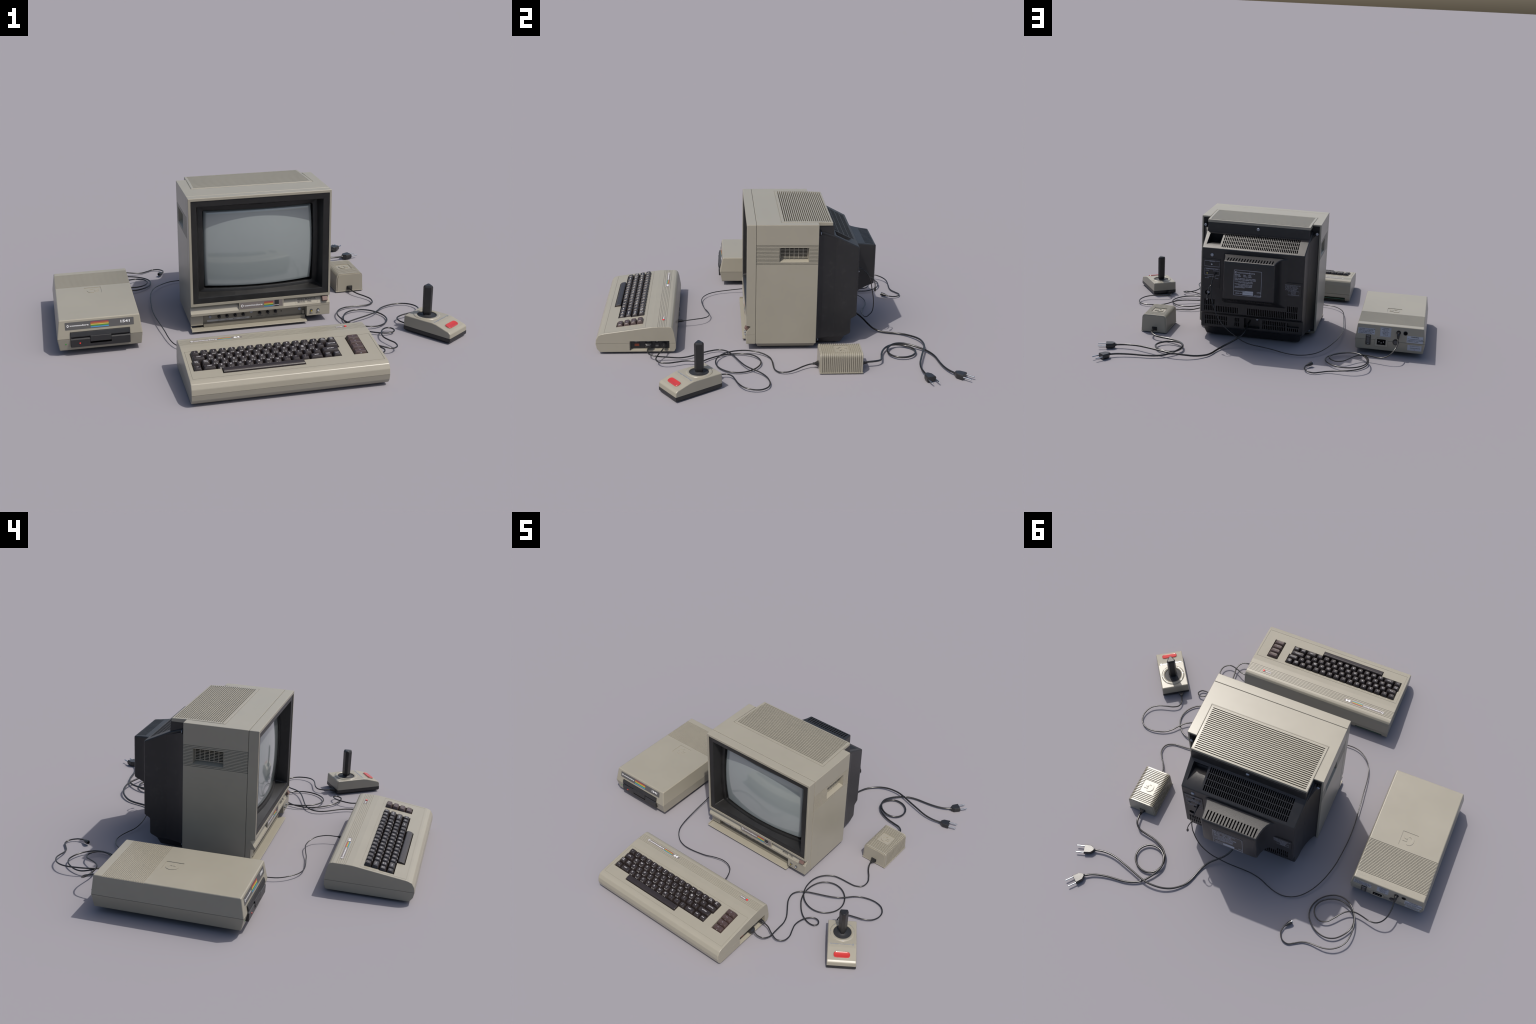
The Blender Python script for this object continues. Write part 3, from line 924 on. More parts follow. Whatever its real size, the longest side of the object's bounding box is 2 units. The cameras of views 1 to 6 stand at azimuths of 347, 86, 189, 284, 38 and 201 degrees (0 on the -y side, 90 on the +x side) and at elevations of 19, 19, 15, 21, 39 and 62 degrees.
# ================================================================= COMPUTER
def build_computer():
    X0, X1 = -0.4655, 0.4290
    com = thing("keyboard_computer", (-0.018, -0.76, 0.0),
                "beige wedge shaped home computer with dark brown keys", "computer")
    SEAMZ = 0.0590
    upper = [(-0.9722, SEAMZ), (-0.9690, 0.0835), (-0.9562, 0.1045), (-0.9390, 0.1122), (-0.9270, 0.1146), (-0.7085, 0.1453),
             (-0.6750, 0.1497), (-0.6450, 0.1510), (-0.5850, 0.1510), (-0.5720, 0.1478), (-0.5640, 0.1385), (-0.5575, 0.1180), (-0.5478, SEAMZ)]
    up = round_poly(upper, [0, 0.015, 0.012, 0.02, 0.06, 0.05, 0.05, 0.03, 0.006, 0.012, 0.012, 0.02, 0], 4)
    bm = bmesh.new()
    prism_x(bm, up, X0, X1)
    bevel(bm, 0.0035, 3, 60, lambda c, e: c.z > SEAMZ + 0.001)
    # frame lying on the sloped deck
    p0, p1 = Vector((0, -0.9270, 0.1146)), Vector((0, -0.7085, 0.1453))
    dv = (p1 - p0).normalized()
    deck = frame(p0, (1, 0, 0), dv)
    k = 1.0 / dv.y
    Y = lambda y: (y + 0.9270) * k          # world y -> distance up the deck
    well = [(-0.4315, -0.7262), (0.2460, -0.7262), (0.2460, -0.7980), (0.2370, -0.7980), (0.2370, -0.8680),
            (0.0600, -0.8680), (0.0600, -0.9045), (-0.3130, -0.9045), (-0.3130, -0.8680), (-0.4365, -0.8680), (-0.4365, -0.7960), (-0.4315, -0.7960)]
    fn = [(0.2935, -0.8680), (0.3605, -0.8680), (0.3605, -0.7250), (0.2935, -0.7250)]
    cut = bmesh.new()
    prism_z(cut, [(x, Y(y)) for x, y in well], -0.020, 0.03)
    prism_z(cut, [(x, Y(y)) for x, y in fn], -0.020, 0.03)
    bmesh.ops.transform(cut, matrix=deck, verts=cut.verts)
    bm = boolean(bm, cut)
    cut = bmesh.new()          # fine line around the deck
    w, gx0, gx1, gy0, gy1 = 0.0007, -0.4515, 0.4163, Y(-0.9268), Y(-0.7095)
    box(cut, gx0 - w, gx1 + w, gy0 - w, gy0 + w, -0.0014, 0.01)
    box(cut, gx0 - w, gx1 + w, gy1 - w, gy1 + w, -0.0014, 0.01)
    box(cut, gx0 - w, gx0 + w, gy0 + w, gy1 - w, -0.0014, 0.01)
    box(cut, gx1 - w, gx1 + w, gy0 + w, gy1 - w, -0.0014, 0.01)
    bmesh.ops.transform(cut, matrix=deck, verts=cut.verts)
    bm = boolean(bm, cut)
    cut = bmesh.new()          # parallel grooves along the top
    for i in range(6):
        y = -0.6435 + i * 0.0087
        box(cut, X0 - 0.01, X1 + 0.01, y - 0.0010, y + 0.0010, 0.1488, 0.16)
    bm = boolean(bm, cut)
    cut = bmesh.new()          # recess for the side sockets
    prism_x(cut, rrect(-0.7925, -0.5830, 0.0205, 0.0712, 0.003), X1 - 0.020, X1 + 0.01)
    bm = boolean(bm, cut)
    finish(bm, "upper_case", BEIGE, com, 30)

    lower = [(-0.9722, SEAMZ - 0.0013), (-0.5478, SEAMZ - 0.0013), (-0.5483, 0.0270), (-0.5560, 0.0115), (-0.5640, 0.0092),
             (-0.9440, 0.0092), (-0.9530, 0.0115), (-0.9672, 0.0305)]
    lp = round_poly(lower, [0, 0, 0.012, 0.008, 0.006, 0.006, 0.010, 0.015], 4)
    bm = bmesh.new()
    prism_x(bm, lp, X0, X1)
    bevel(bm, 0.003, 3, 60, lambda c, e: c.z < SEAMZ - 0.004)
    cut = bmesh.new()
    loft(cut, [[(X1 - 0.020, y, z) for y, z in rrect(-0.7925, -0.5830, 0.0205, 0.0712, 0.003)],
               [(X1 + 0.006, y, z) for y, z in rrect(-0.7935, -0.5820, 0.0150, 0.0712, 0.003)]])
    for x0, x1 in ((-0.4340, -0.2700), (-0.2470, -0.1650), (0.2500, 0.4000)):
        box(cut, x0, x1, -0.580, -0.53, 0.0120, 0.0365)
    bm = boolean(bm, cut)
    finish(bm, "lower_case", BEIGE, com, 30)
    bm = bmesh.new()
    box(bm, X0 + 0.0022, X1 - 0.0230, -0.9695, -0.5505, SEAMZ - 0.0040, SEAMZ + 0.0005)
    finish(bm, "dark_seam_filler", SEAM, com, 0, False)  # dark slab added inside so the case seam reads as shaded
    for x in (-0.36, 0.325):
        for y in (-0.875, -0.635):
            disc("foot", (x, y, 0.0), (0, 0, 1), 0.016, 0.0100, RUBBER, com, 0.002)

    # key bed
    bm = bmesh.new()
    prism_z(bm, [(x, Y(y)) for x, y in well], -0.0205, -0.0190)
    prism_z(bm, [(x, Y(y)) for x, y in fn], -0.0205, -0.0190)
    bmesh.ops.transform(bm, matrix=deck, verts=bm.verts)
    finish(bm, "key_bed", VOID, com, 0, False)

    # keys ---------------------------------------------------------------
    U = 0.04228
    rowy = (-0.7440, -0.7795, -0.8150, -0.8505)
    rowz = (0.1562, 0.1488, 0.1414, 0.1342)
    cache = {}

    def key_mesh(w, depth=0.0342):
        """Tapered cap with a dished top, origin at the centre of its top."""
        if (w, depth) in cache:
            return cache[(w, depth)]
        bx, tx = w * U - 0.0034, w * U - 0.0160
        by, ty = depth, depth - 0.0115
        bm = bmesh.new()
        sh = 0.0010
        loft(bm, [[(x, y, -0.0265) for x, y in rrect(-bx / 2, bx / 2, -by / 2, by / 2, 0.002, 2)],
                  [(x, y, -0.0135) for x, y in rrect(-bx / 2 + 0.001, bx / 2 - 0.001, -by / 2 + 0.0008, by / 2 - 0.0008, 0.003, 2)],
                  [(x, y + sh, -0.0018) for x, y in rrect(-tx / 2 - 0.0008, tx / 2 + 0.0008, -ty / 2 - 0.0008, ty / 2 + 0.0008, 0.005, 2)],
                  [(x, y + sh, 0.0) for x, y in rrect(-tx / 2 + 0.0010, tx / 2 - 0.0010, -ty / 2 + 0.0010, ty / 2 - 0.0010, 0.0045, 2)],
                  [(x, y + sh, -0.0007) for x, y in rrect(-tx / 2 + 0.004, tx / 2 - 0.004, -ty / 2 + 0.004, ty / 2 - 0.004, 0.0035, 2)]])
        bmesh.ops.recalc_face_normals(bm, faces=bm.faces)
        me = bpy.data.meshes.new("key")
        bm.to_mesh(me)
        bm.free()
        for p in me.polygons:
            p.use_smooth = True
        me.set_sharp_from_angle(angle=rad(45))
        cache[(w, depth)] = me
        return me

    tilt = rad(10.5)

    def add_key(x, y, z, w, mat, top="", front="", depth=0.0342, lines=1):
        me = key_mesh(w, depth)
        me2 = me if (me.materials and me.materials[0] == mat) or not me.materials else None
        if me2 is None:
            me2 = me.copy()
            me2.materials.clear()
            cache[(w, depth)] = me2
        if not me2.materials:
            me2.materials.append(mat)
        ob = bpy.data.objects.new("key", me2)
        attach(ob, com)
        ob.location = (x, y, z)
        ob.rotation_euler = (tilt, 0, 0)
        bm = bmesh.new()
        at = Matrix.Translation((0, 0.0012, -0.0006))
        if top:
            parts = top.split("|")
            wide = max(len(p) for p in parts)
            s = 0.0124 if wide == 1 else (0.0066 if wide <= 4 else 0.0064)
            if wide >= 4 and w >= 1.4:
                s = 0.0078
            if len(parts) == 2 and wide == 1:
                s = 0.0084
            for i, p in enumerate(parts):
                yy = 0.0 if len(parts) == 1 else (0.0042 if i == 0 else -0.0042)
                merge(bm, text_bm(p, s, 0, yy, 1.05, 0.0, 0.0006), at.copy())
        if front:
            # legend on the sloping front face
            f0, f1 = Vector((0, -depth / 2 + 0.0008, -0.0135)), Vector((0, -depth / 2 + 0.0059, -0.0020))
            ft = frame(f0 + (f1 - f0) * 0.52, (1, 0, 0), (f1 - f0))
            if front == "graph":
                for sx in (-1, 1):
                    g = bmesh.new()
                    outline(g, [(sx * 0.0052 - 0.0030, -0.0026), (sx * 0.0052 + 0.0030, -0.0026), (sx * 0.0052 + 0.0030, 0.0026), (sx * 0.0052 - 0.0030, 0.0026)], 0.0007, 0.0004)
                    if sx > 0:
                        box(g, 0.0048, 0.0080, -0.0019, -0.0002, 0, 0.0004)
                    else:
                        box(g, -0.0056, -0.0048, -0.0024, 0.0024, 0, 0.0004)
                    merge(bm, g, ft.copy())
            else:
                merge(bm, text_bm(front, 0.0066, 0, 0, 1.1, 0.0, 0.0004), ft.copy())
        if len(bm.verts):
            lg = finish(bm, "key_legend", LEGEND if mat is KEYCAP else GREY_PRINT, ob, 0, False)
        else:
            bm.free()
        return ob

    x1 = -0.4315 + U / 2
    shifted = ("\"", "#", "$", "%", "&", "'", "(", ")")
    row1 = [("<-", "")] + [("!|1", "BLK"), ("\"|2", "WHT"), ("#|3", "RED"), ("$|4", "CYN"), ("%|5", "PUR"), ("&|6", "GRN"),
            ("'|7", "BLU"), ("(|8", "YEL"), (")|9", "RVS"), ("0", "OFF"), ("+", "graph"), ("-", "graph"), ("\u00a3", "graph"), ("CLR|HOME", ""), ("INST|DEL", "")]
    for i, (t, f) in enumerate(row1):
        add_key(x1 + i * U, rowy[0], rowz[0], 1, KEYCAP, t, f)
    xr = -0.4315
    row2 = [("CTRL", 1.5)] + [(c, 1) for c in "QWERTYUIOP@*"] + [("^", 1), ("RESTORE", 1.5)]
    for t, w in row2:
        add_key(xr + w * U / 2, rowy[1], rowz[1], w, KEYCAP, t, "graph" if len(t) == 1 and t.isalpha() or t in "@*" else "")
        xr += w * U
    xr = -0.4368
    row3 = [("RUN|STOP", 1), ("SHIFT|LOCK", 1)] + [(c, 1) for c in "ASDFGHJKL"] + [("[|:", 1), ("]|;", 1), ("=", 1), ("RETURN", 2)]
    for t, w in row3:
        add_key(xr + w * U / 2, rowy[2], rowz[2], w, KEYCAP, t, "graph" if len(t) == 1 and t.isalpha() else "")
        xr += w * U
    xr = -0.4368
    row4 = [("C=", 1), ("SHIFT", 1.5)] + [(c, 1) for c in "ZXCVBNM"] + [("<|,", 1), (">|.", 1), ("?|/", 1), ("SHIFT", 1.5), ("CRSR", 1), ("CRSR", 1)]
    for t, w in row4:
        add_key(xr + w * U / 2, rowy[3], rowz[3], w, KEYCAP, t, "graph" if len(t) == 1 and t.isalpha() else "")
        xr += w * U
    for i in range(4):
        add_key(0.3270, rowy[i], rowz[i] + 0.0008, 1.52, KEYCAP_FN, "f %d" % (2 * i + 1), "f %d" % (2 * i + 2))
    # space bar: long cap, rounded over its front
    bm = bmesh.new()
    sx0, sx1 = -0.3112, 0.0582
    loops = []
    prof = round_poly([(-0.0170, -0.020), (-0.0160, -0.0025), (-0.0060, 0.0012), (0.0120, 0.0022), (0.0165, -0.004), (0.0165, -0.020)],
                      [0, 0.008, 0.02, 0.006, 0.004, 0], 5)
    prism_x(bm, prof, -(sx1 - sx0) / 2, (sx1 - sx0) / 2)
    for v in bm.verts:
        v.co.x *= 1 - 0.010 * max(0.0, (v.co.z + 0.018) / 0.02)
    bevel(bm, 0.002, 3, 60, lambda c, e: abs(c.x) > 0.17 and c.z > -0.018)
    ob = finish(bm, "space_bar", KEYCAP, com, 40)
    ob.location = ((sx0 + sx1) / 2, -0.8860, 0.1280)
    ob.rotation_euler = (rad(8.0), 0, 0)

    # badges on the grooved strip
    at = frame((0, 0, 0.1508), (1, 0, 0), (0, 1, 0))
    for x0, x1 in ((-0.4135, -0.1655), (0.2830, 0.3420)):
        plate("badge_rim", rrect(x0, x1, -0.6275, -0.6065, 0.0104, 8), 0.0007, at, BEIGE, com, 0.0003)
        plate("badge_plate", rrect(x0 + 0.002, x1 - 0.002, -0.6255, -0.6085, 0.0084, 8), 0.0011, at, BADGE, com)
    at = frame((0, 0, 0.1519), (1, 0, 0), (0, 1, 0))
    word_mark(at, -0.4080, -0.6170, 0.0092, 0.1220, WHITE, com, 0.0004)
    stripes(at, -0.2800, -0.2205, -0.6250, -0.6090, com, 0.0005)
    lettering("lettering", [("64", -0.1935, -0.6170, 0.0200, 1.45, 0.0008)], at, WHITE, com, 0.0005)
    lettering("lettering", [("POWER", 0.3030, -0.6170, 0.0085, 1.1, 0.0001)], at, WHITE, com, 0.0004)
    disc("power_lamp", (0.3320, -0.6172, 0.1515), (0, 0, 1), 0.0058, 0.0036, RED_LED, com, 0.0015)

    # sockets in the side recess
    px = X1 - 0.0188
    simple_box("socket_panel", (px - 0.002, px, -0.7900, -0.5850, 0.0215, 0.0700), SMOKE, com, 0.0006)
    at = frame((px, 0, 0), (0, 1, 0), (0, 0, 1))
    lettering("lettering", [("CONTROL", -0.7570, 0.0650, 0.0058, 1.1), ("PORT 1", -0.7570, 0.0590, 0.0058, 1.1),
                            ("CONTROL", -0.6940, 0.0650, 0.0058, 1.1), ("PORT 2", -0.6940, 0.0590, 0.0058, 1.1),
                            ("OFF", -0.6490, 0.0610, 0.0050, 1.1), ("POWER", -0.6110, 0.0655, 0.0058, 1.1)], at, WHITE, com, 0.0004)
    simple_box("control_port", (px, px + 0.003, -0.7720, -0.7400, 0.0330, 0.0545), SMOKE, com, 0.001)
    simple_box("port_contacts", (px + 0.002, px + 0.0036, -0.7680, -0.7440, 0.0370, 0.0505), ORANGE, com, 0.0006)
    simple_box("power_switch", (px, px + 0.004, -0.6590, -0.6390, 0.0330, 0.0560), SMOKE, com, 0.001)
    simple_box("switch_rocker", (px + 0.003, px + 0.0065, -0.6570, -0.6410, 0.0340, 0.0440), BADGE_DARK, com, 0.001)
    disc("power_socket", (px, -0.6110, 0.0460), (1, 0, 0), 0.0130, 0.003, SMOKE, com, 0.001)
    # sockets along the back
    simple_box("board_edge", (-0.4300, -0.2740, -0.572, -0.5520, 0.0225, 0.0265), BOARD, com, 0)
    simple_box("board_edge", (-0.2430, -0.1690, -0.572, -0.5520, 0.0225, 0.0265), BOARD, com, 0)
    simple_box("cartridge_slot", (0.2540, 0.3960, -0.572, -0.5500, 0.0150, 0.0335), SMOKE, com, 0.001)
    for x in (-0.1050, -0.0300, 0.0700, 0.1500):
        disc("round_socket", (x, -0.5470 if x != 0.15 else -0.5470, 0.0360), (0, 1, 0), 0.0125 if x < 0.1 else 0.006, 0.0012, SMOKE, com, n=24)
        disc("dark_socket_disc", (x, -0.5460, 0.0360), (0, 1, 0), 0.0100 if x < 0.1 else 0.003, 0.0006, VOID, com, n=24)  # flat near-black disc painted as the socket's dark opening
    return com


# =============================================================== DISK DRIVE
def build_drive():
    drv = thing("disk_drive", (-0.796, 0.045, 0.0), "beige floppy disk drive box with black front slot", "disk drive")
    SZ = 0.0890
    ring = lambda x0, x1, y0, y1, z: [(x0, y0, z), (x1, y0, z), (x1, y1, z), (x0, y1, z)]
    seam = (-0.9998, -0.5926, -0.3062, 0.3955)
    topr = (-0.9872, -0.6028, -0.2885, 0.3880)
    botr = (-0.9908, -0.5975, -0.2930, 0.3858)
    TZ = 0.1797
    bm = bmesh.new()
    hexa(bm, ring(*seam, SZ + 0.0006), ring(*topr, TZ))
    bevel(bm, 0.0055, 4, 25, lambda c, e: c.z > SZ + 0.003)
    cut = bmesh.new()
    NG = 25
    for i in range(NG):
        y = 0.1530 + i * (0.3440 - 0.1530) / (NG - 1)
        box(cut, -1.01, -0.58, y - 0.0019, y + 0.0019, TZ - 0.0032, TZ + 0.01)
    prism_z(cut, [(-0.8425, 0.0440), (-0.7560, 0.0440), (-0.7560, 0.1280), (-0.8425, 0.1280)], TZ - 0.0022, TZ + 0.01)
    bm = boolean(bm, cut)
    cut = bmesh.new()
    box(cut, -0.9378, -0.6520, -0.32, -0.2700, 0.0440, 0.1205)
    bm = boolean(bm, cut)
    finish(bm, "upper_case", BEIGE, drv, 30)
    bm = bmesh.new()
    hexa(bm, ring(*botr, 0.0250), ring(*seam, SZ - 0.0010))
    bevel(bm, 0.005, 3, 25, lambda c, e: c.z < SZ - 0.003)
    cut = bmesh.new()
    box(cut, -0.9378, -0.6520, -0.33, -0.2700, 0.0440, 0.1205)
    bm = boolean(bm, cut)
    finish(bm, "lower_case", BEIGE, drv, 30)
    bm = bmesh.new()
    hexa(bm, ring(-0.9970, -0.5954, -0.3030, 0.3930, SZ - 0.006), ring(-0.9970, -0.5954, -0.3030, 0.3930, SZ + 0.006))
    cut = bmesh.new()
    box(cut, -0.9378, -0.6520, -0.33, -0.2700, 0.0440, 0.1205)
    bm = boolean(bm, cut)
    finish(bm, "dark_seam_filler", SEAM, drv, 0, False)  # added dark filler showing through the gap between the case halves
    for x in (-0.90, -0.69):
        for y in (-0.15, 0.245):
            disc("foot", (x, y, 0.0), (0, 0, 1), 0.018, 0.0255, RUBBER, drv, 0.002)
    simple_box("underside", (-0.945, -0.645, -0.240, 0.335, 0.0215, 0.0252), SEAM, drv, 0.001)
    # embossed emblem on the lid
    bm = emblem_bm(0.062, 0.0020)
    bevel(bm, 0.0006, 2, 60, lambda c, e: c.z > 0.0015)
    bmesh.ops.transform(bm, matrix=Matrix.Translation((-0.7985, 0.0860, TZ - 0.0022)), verts=bm.verts)
    finish(bm, "emblem", BEIGE, drv, 40)

    # name strip on the sloping front
    a, b = Vector((0, seam[2], SZ)), Vector((0, topr[2], TZ))
    upv = (b - a).normalized()
    fz = lambda z: (z - SZ) / upv.z
    at = frame(a, (1, 0, 0), upv)
    plate("name_strip", rrect(-0.9590, -0.6320, fz(0.1315), fz(0.1672), 0.003, 3), 0.0009, at, BADGE_DARK, drv)
    at = at @ Matrix.Translation((0, 0, 0.0009))
    word_mark(at, -0.9510, fz(0.1500), 0.0092, 0.1030, WHITE, drv, 0.0005)
    stripes(at, -0.8382, -0.7520, fz(0.1350), fz(0.1640), drv, 0.0006)
    lettering("lettering", [("1541", -0.6735, fz(0.1508), 0.0172, 1.55, 0.0005)], at, WHITE, drv, 0.0005)

    # mechanism front
    mx0, mx1 = -0.9368, -0.6530
    bm = bmesh.new()
    prof = [(-0.268, 0.0448), (-0.3120, 0.0448), (-0.3140, 0.0850), (-0.3085, 0.0880), (-0.3085, 0.0960), (-0.3120, 0.0985), (-0.3060, 0.1196), (-0.268, 0.1196)]
    prism_x(bm, prof, mx0, mx1)
    bevel(bm, 0.0015, 2, 25)
    cut = bmesh.new()
    box(cut, -0.8445, -0.7430, -0.33, -0.2940, 0.0600, 0.0965)
    box(cut, -0.9310, -0.8440, -0.33, -0.2850, 0.0905, 0.0940)
    box(cut, -0.7435, -0.6570, -0.33, -0.2850, 0.0905, 0.0940)
    bm = boolean(bm, cut)
    finish(bm, "drive_front", SMOKE, drv, 30)
    simple_box("dark_slot_back", (-0.9310, -0.6570, -0.2900, -0.2845, 0.0895, 0.0950), VOID, drv, 0)  # near-black plate closing the cut slots from behind
    bm = bmesh.new()
    prism_x(bm, round_poly([(-0.2950, 0.0690), (-0.3165, 0.0700), (-0.3140, 0.0985), (-0.2950, 0.1005)], [0, 0.002, 0.003, 0], 3), -0.8432, -0.7442)
    bevel(bm, 0.001, 2, 50)
    finish(bm, "drive_lever", SMOKE, drv, 40)
    simple_box("dark_recess_back", (-0.8440, -0.7435, -0.2960, -0.2930, 0.0605, 0.0700), VOID, drv, 0)  # near-black plate added at the back of the cut below the lever
    disc("activity_lamp", (-0.8933, -0.3125, 0.0655), (0, -1, 0), 0.0038, 0.0026, RED_LED, drv, 0.001, 16)
    disc("power_lamp", (-0.9605, -0.2985, 0.0610), (0, -1, -0.15), 0.0040, 0.0030, GREEN_LED, drv, 0.001, 16)

    # rear panel
    a, b = Vector((0, seam[3], SZ)), Vector((0, topr[3], TZ))
    upv = (b - a).normalized()
    gz = lambda z: (z - SZ) / upv.z
    at = frame(a, (-1, 0, 0), upv)
    lo = frame(a, (-1, 0, 0), (Vector((0, seam[3], SZ)) - Vector((0, botr[3], 0.025))).normalized())
    stick = lambda x0, x1, z0, z1, f: plate("sticker", [(x0, gz(z0)), (x1, gz(z0)), (x1, gz(z1)), (x0, gz(z1))], 0.0005, f, STICKER, drv)
    stick(0.6075, 0.7048, 0.1205, 0.1555, at)
    stick(0.7355, 0.7990, 0.1128, 0.1685, at)
    stick(0.8925, 0.9858, 0.0925, 0.1325, at)
    stick(0.8990, 0.9810, 0.0430, 0.0780, lo)
    at2 = at @ Matrix.Translation((0, 0, 0.0005))
    lo2 = lo @ Matrix.Translation((0, 0, 0.0005))
    txt = [(t, 0.6120, gz(0.1500) - i * 0.0080, 0.0072, 1.05, 0.0002, "LEFT") for i, t in enumerate(("CAUTION: to reduce the risk", "of fire replace the fuse with", "one of the same rating. Keep", "the disk slot free of dust"))]
    txt += [(t, 0.7672, gz(0.1635) - i * 0.0080, 0.0064, 1.0, 0.0001) for i, t in enumerate(("commodore", "SINGLE FLOPPY", "DISK 1541", "120V 60Hz 0.3A", "SERIAL NO.", "LISTED 48"))]
    txt += [("WARNING", 0.9390, gz(0.1265), 0.0085, 1.1, 0.0003)]
    txt += [(t, 0.8965, gz(0.1150) - i * 0.0075, 0.0066, 1.05, 0.0001, "LEFT") for i, t in enumerate(("This equipment generates radio", "energy and may cause interference", "to television reception"))]
    lettering("lettering", txt, at2, DARK_PRINT, drv, 0.0004)
    bm = bmesh.new()
    outline(bm, [(0.7380, gz(0.1150)), (0.7965, gz(0.1150)), (0.7965, gz(0.1665)), (0.7380, gz(0.1665))], 0.0008, 0.0004)
    bmesh.ops.transform(bm, matrix=at2, verts=bm.verts)
    finish(bm, "sticker_border", DARK_PRINT, drv, 0, False)
    lettering("lettering", [("DISK OPERATING SYSTEM", 0.9400, gz(0.0720), 0.0052), ("commodore", 0.9430, gz(0.0600), 0.0095, 1.2, 0.0001), ("1982", 0.9400, gz(0.0490), 0.0050)], lo2, DARK_PRINT, drv, 0.0004)
    simple_box("power_switch", (-0.6835, -0.6545, 0.3860, 0.3990, 0.0560, 0.1160), SMOKE, drv, 0.0015)
    bm = bmesh.new()
    prism_x(bm, [(0.395, 0.0690), (0.4030, 0.0690), (0.4000, 0.0860), (0.4010, 0.1030), (0.395, 0.1030)], -0.6775, -0.6605)
    bevel(bm, 0.001, 2)
    finish(bm, "switch_rocker", BADGE_DARK, drv)
    lettering("lettering", [("POWER", -0.0, 0.0, 0.0055)], frame((-0.6690, 0.3990, 0.1100), (-1, 0, 0), (0, 0, 1)), WHITE, drv, 0.0004)
    lettering("lettering", [("OFF", -0.0, 0.0, 0.0055)], frame((-0.6690, 0.3990, 0.0620), (-1, 0, 0), (0, 0, 1)), WHITE, drv, 0.0004)
    bm = bmesh.new()
    prism_y(bm, round_poly([(-0.7820, 0.0525), (-0.7095, 0.0525), (-0.7095, 0.0920), (-0.7190, 0.1030), (-0.7725, 0.1030), (-0.7820, 0.0920)], 0.003, 2), 0.3850, 0.3972)
    bevel(bm, 0.001, 2, 50)
    cut = bmesh.new()
    prism_y(cut, round_poly([(-0.7715, 0.0620), (-0.7205, 0.0620), (-0.7205, 0.0965), (-0.7715, 0.0965)], 0.002, 2), 0.3800, 0.41)
    bm = boolean(bm, cut)
    finish(bm, "mains_inlet", BEIGE, drv, 30)
    simple_box("inlet_core", (-0.7712, -0.7208, 0.3850, 0.3958, 0.0623, 0.0962), VOID, drv, 0)
    for x, z in ((-0.7330, 0.0820), (-0.7460, 0.0760), (-0.7590, 0.0820)):
        simple_box("inlet_pin", (x - 0.0015, x + 0.0015, 0.3955, 0.4005, z - 0.004, z + 0.004), STEEL, drv, 0.0004)
    for x, z, r in ((-0.8425, 0.1450, 0.0135), (-0.8825, 0.1450, 0.0132)):
        yy = 0.3955 - (z - SZ) * (0.0075 / 0.0907)
        disc("round_socket", (x, yy - 0.002, z), (0, 1, 0.08), r, 0.0032, SMOKE, drv, 0.001, 28)
        disc("dark_socket_disc", (x, yy, z), (0, 1, 0.08), r * 0.75, 0.0016, VOID, drv, 0, 24)  # near-black disc in place of a real bore
    disc("fuse_holder", (-0.8295, 0.3920, 0.0865), (0, 1, 0), 0.0185, 0.0055, SMOKE, drv, 0.0015, 30)
    disc("fuse_cap", (-0.8295, 0.3970, 0.0865), (0, 1, 0), 0.0115, 0.0060, BADGE_DARK, drv, 0.0015, 24)
    return drv


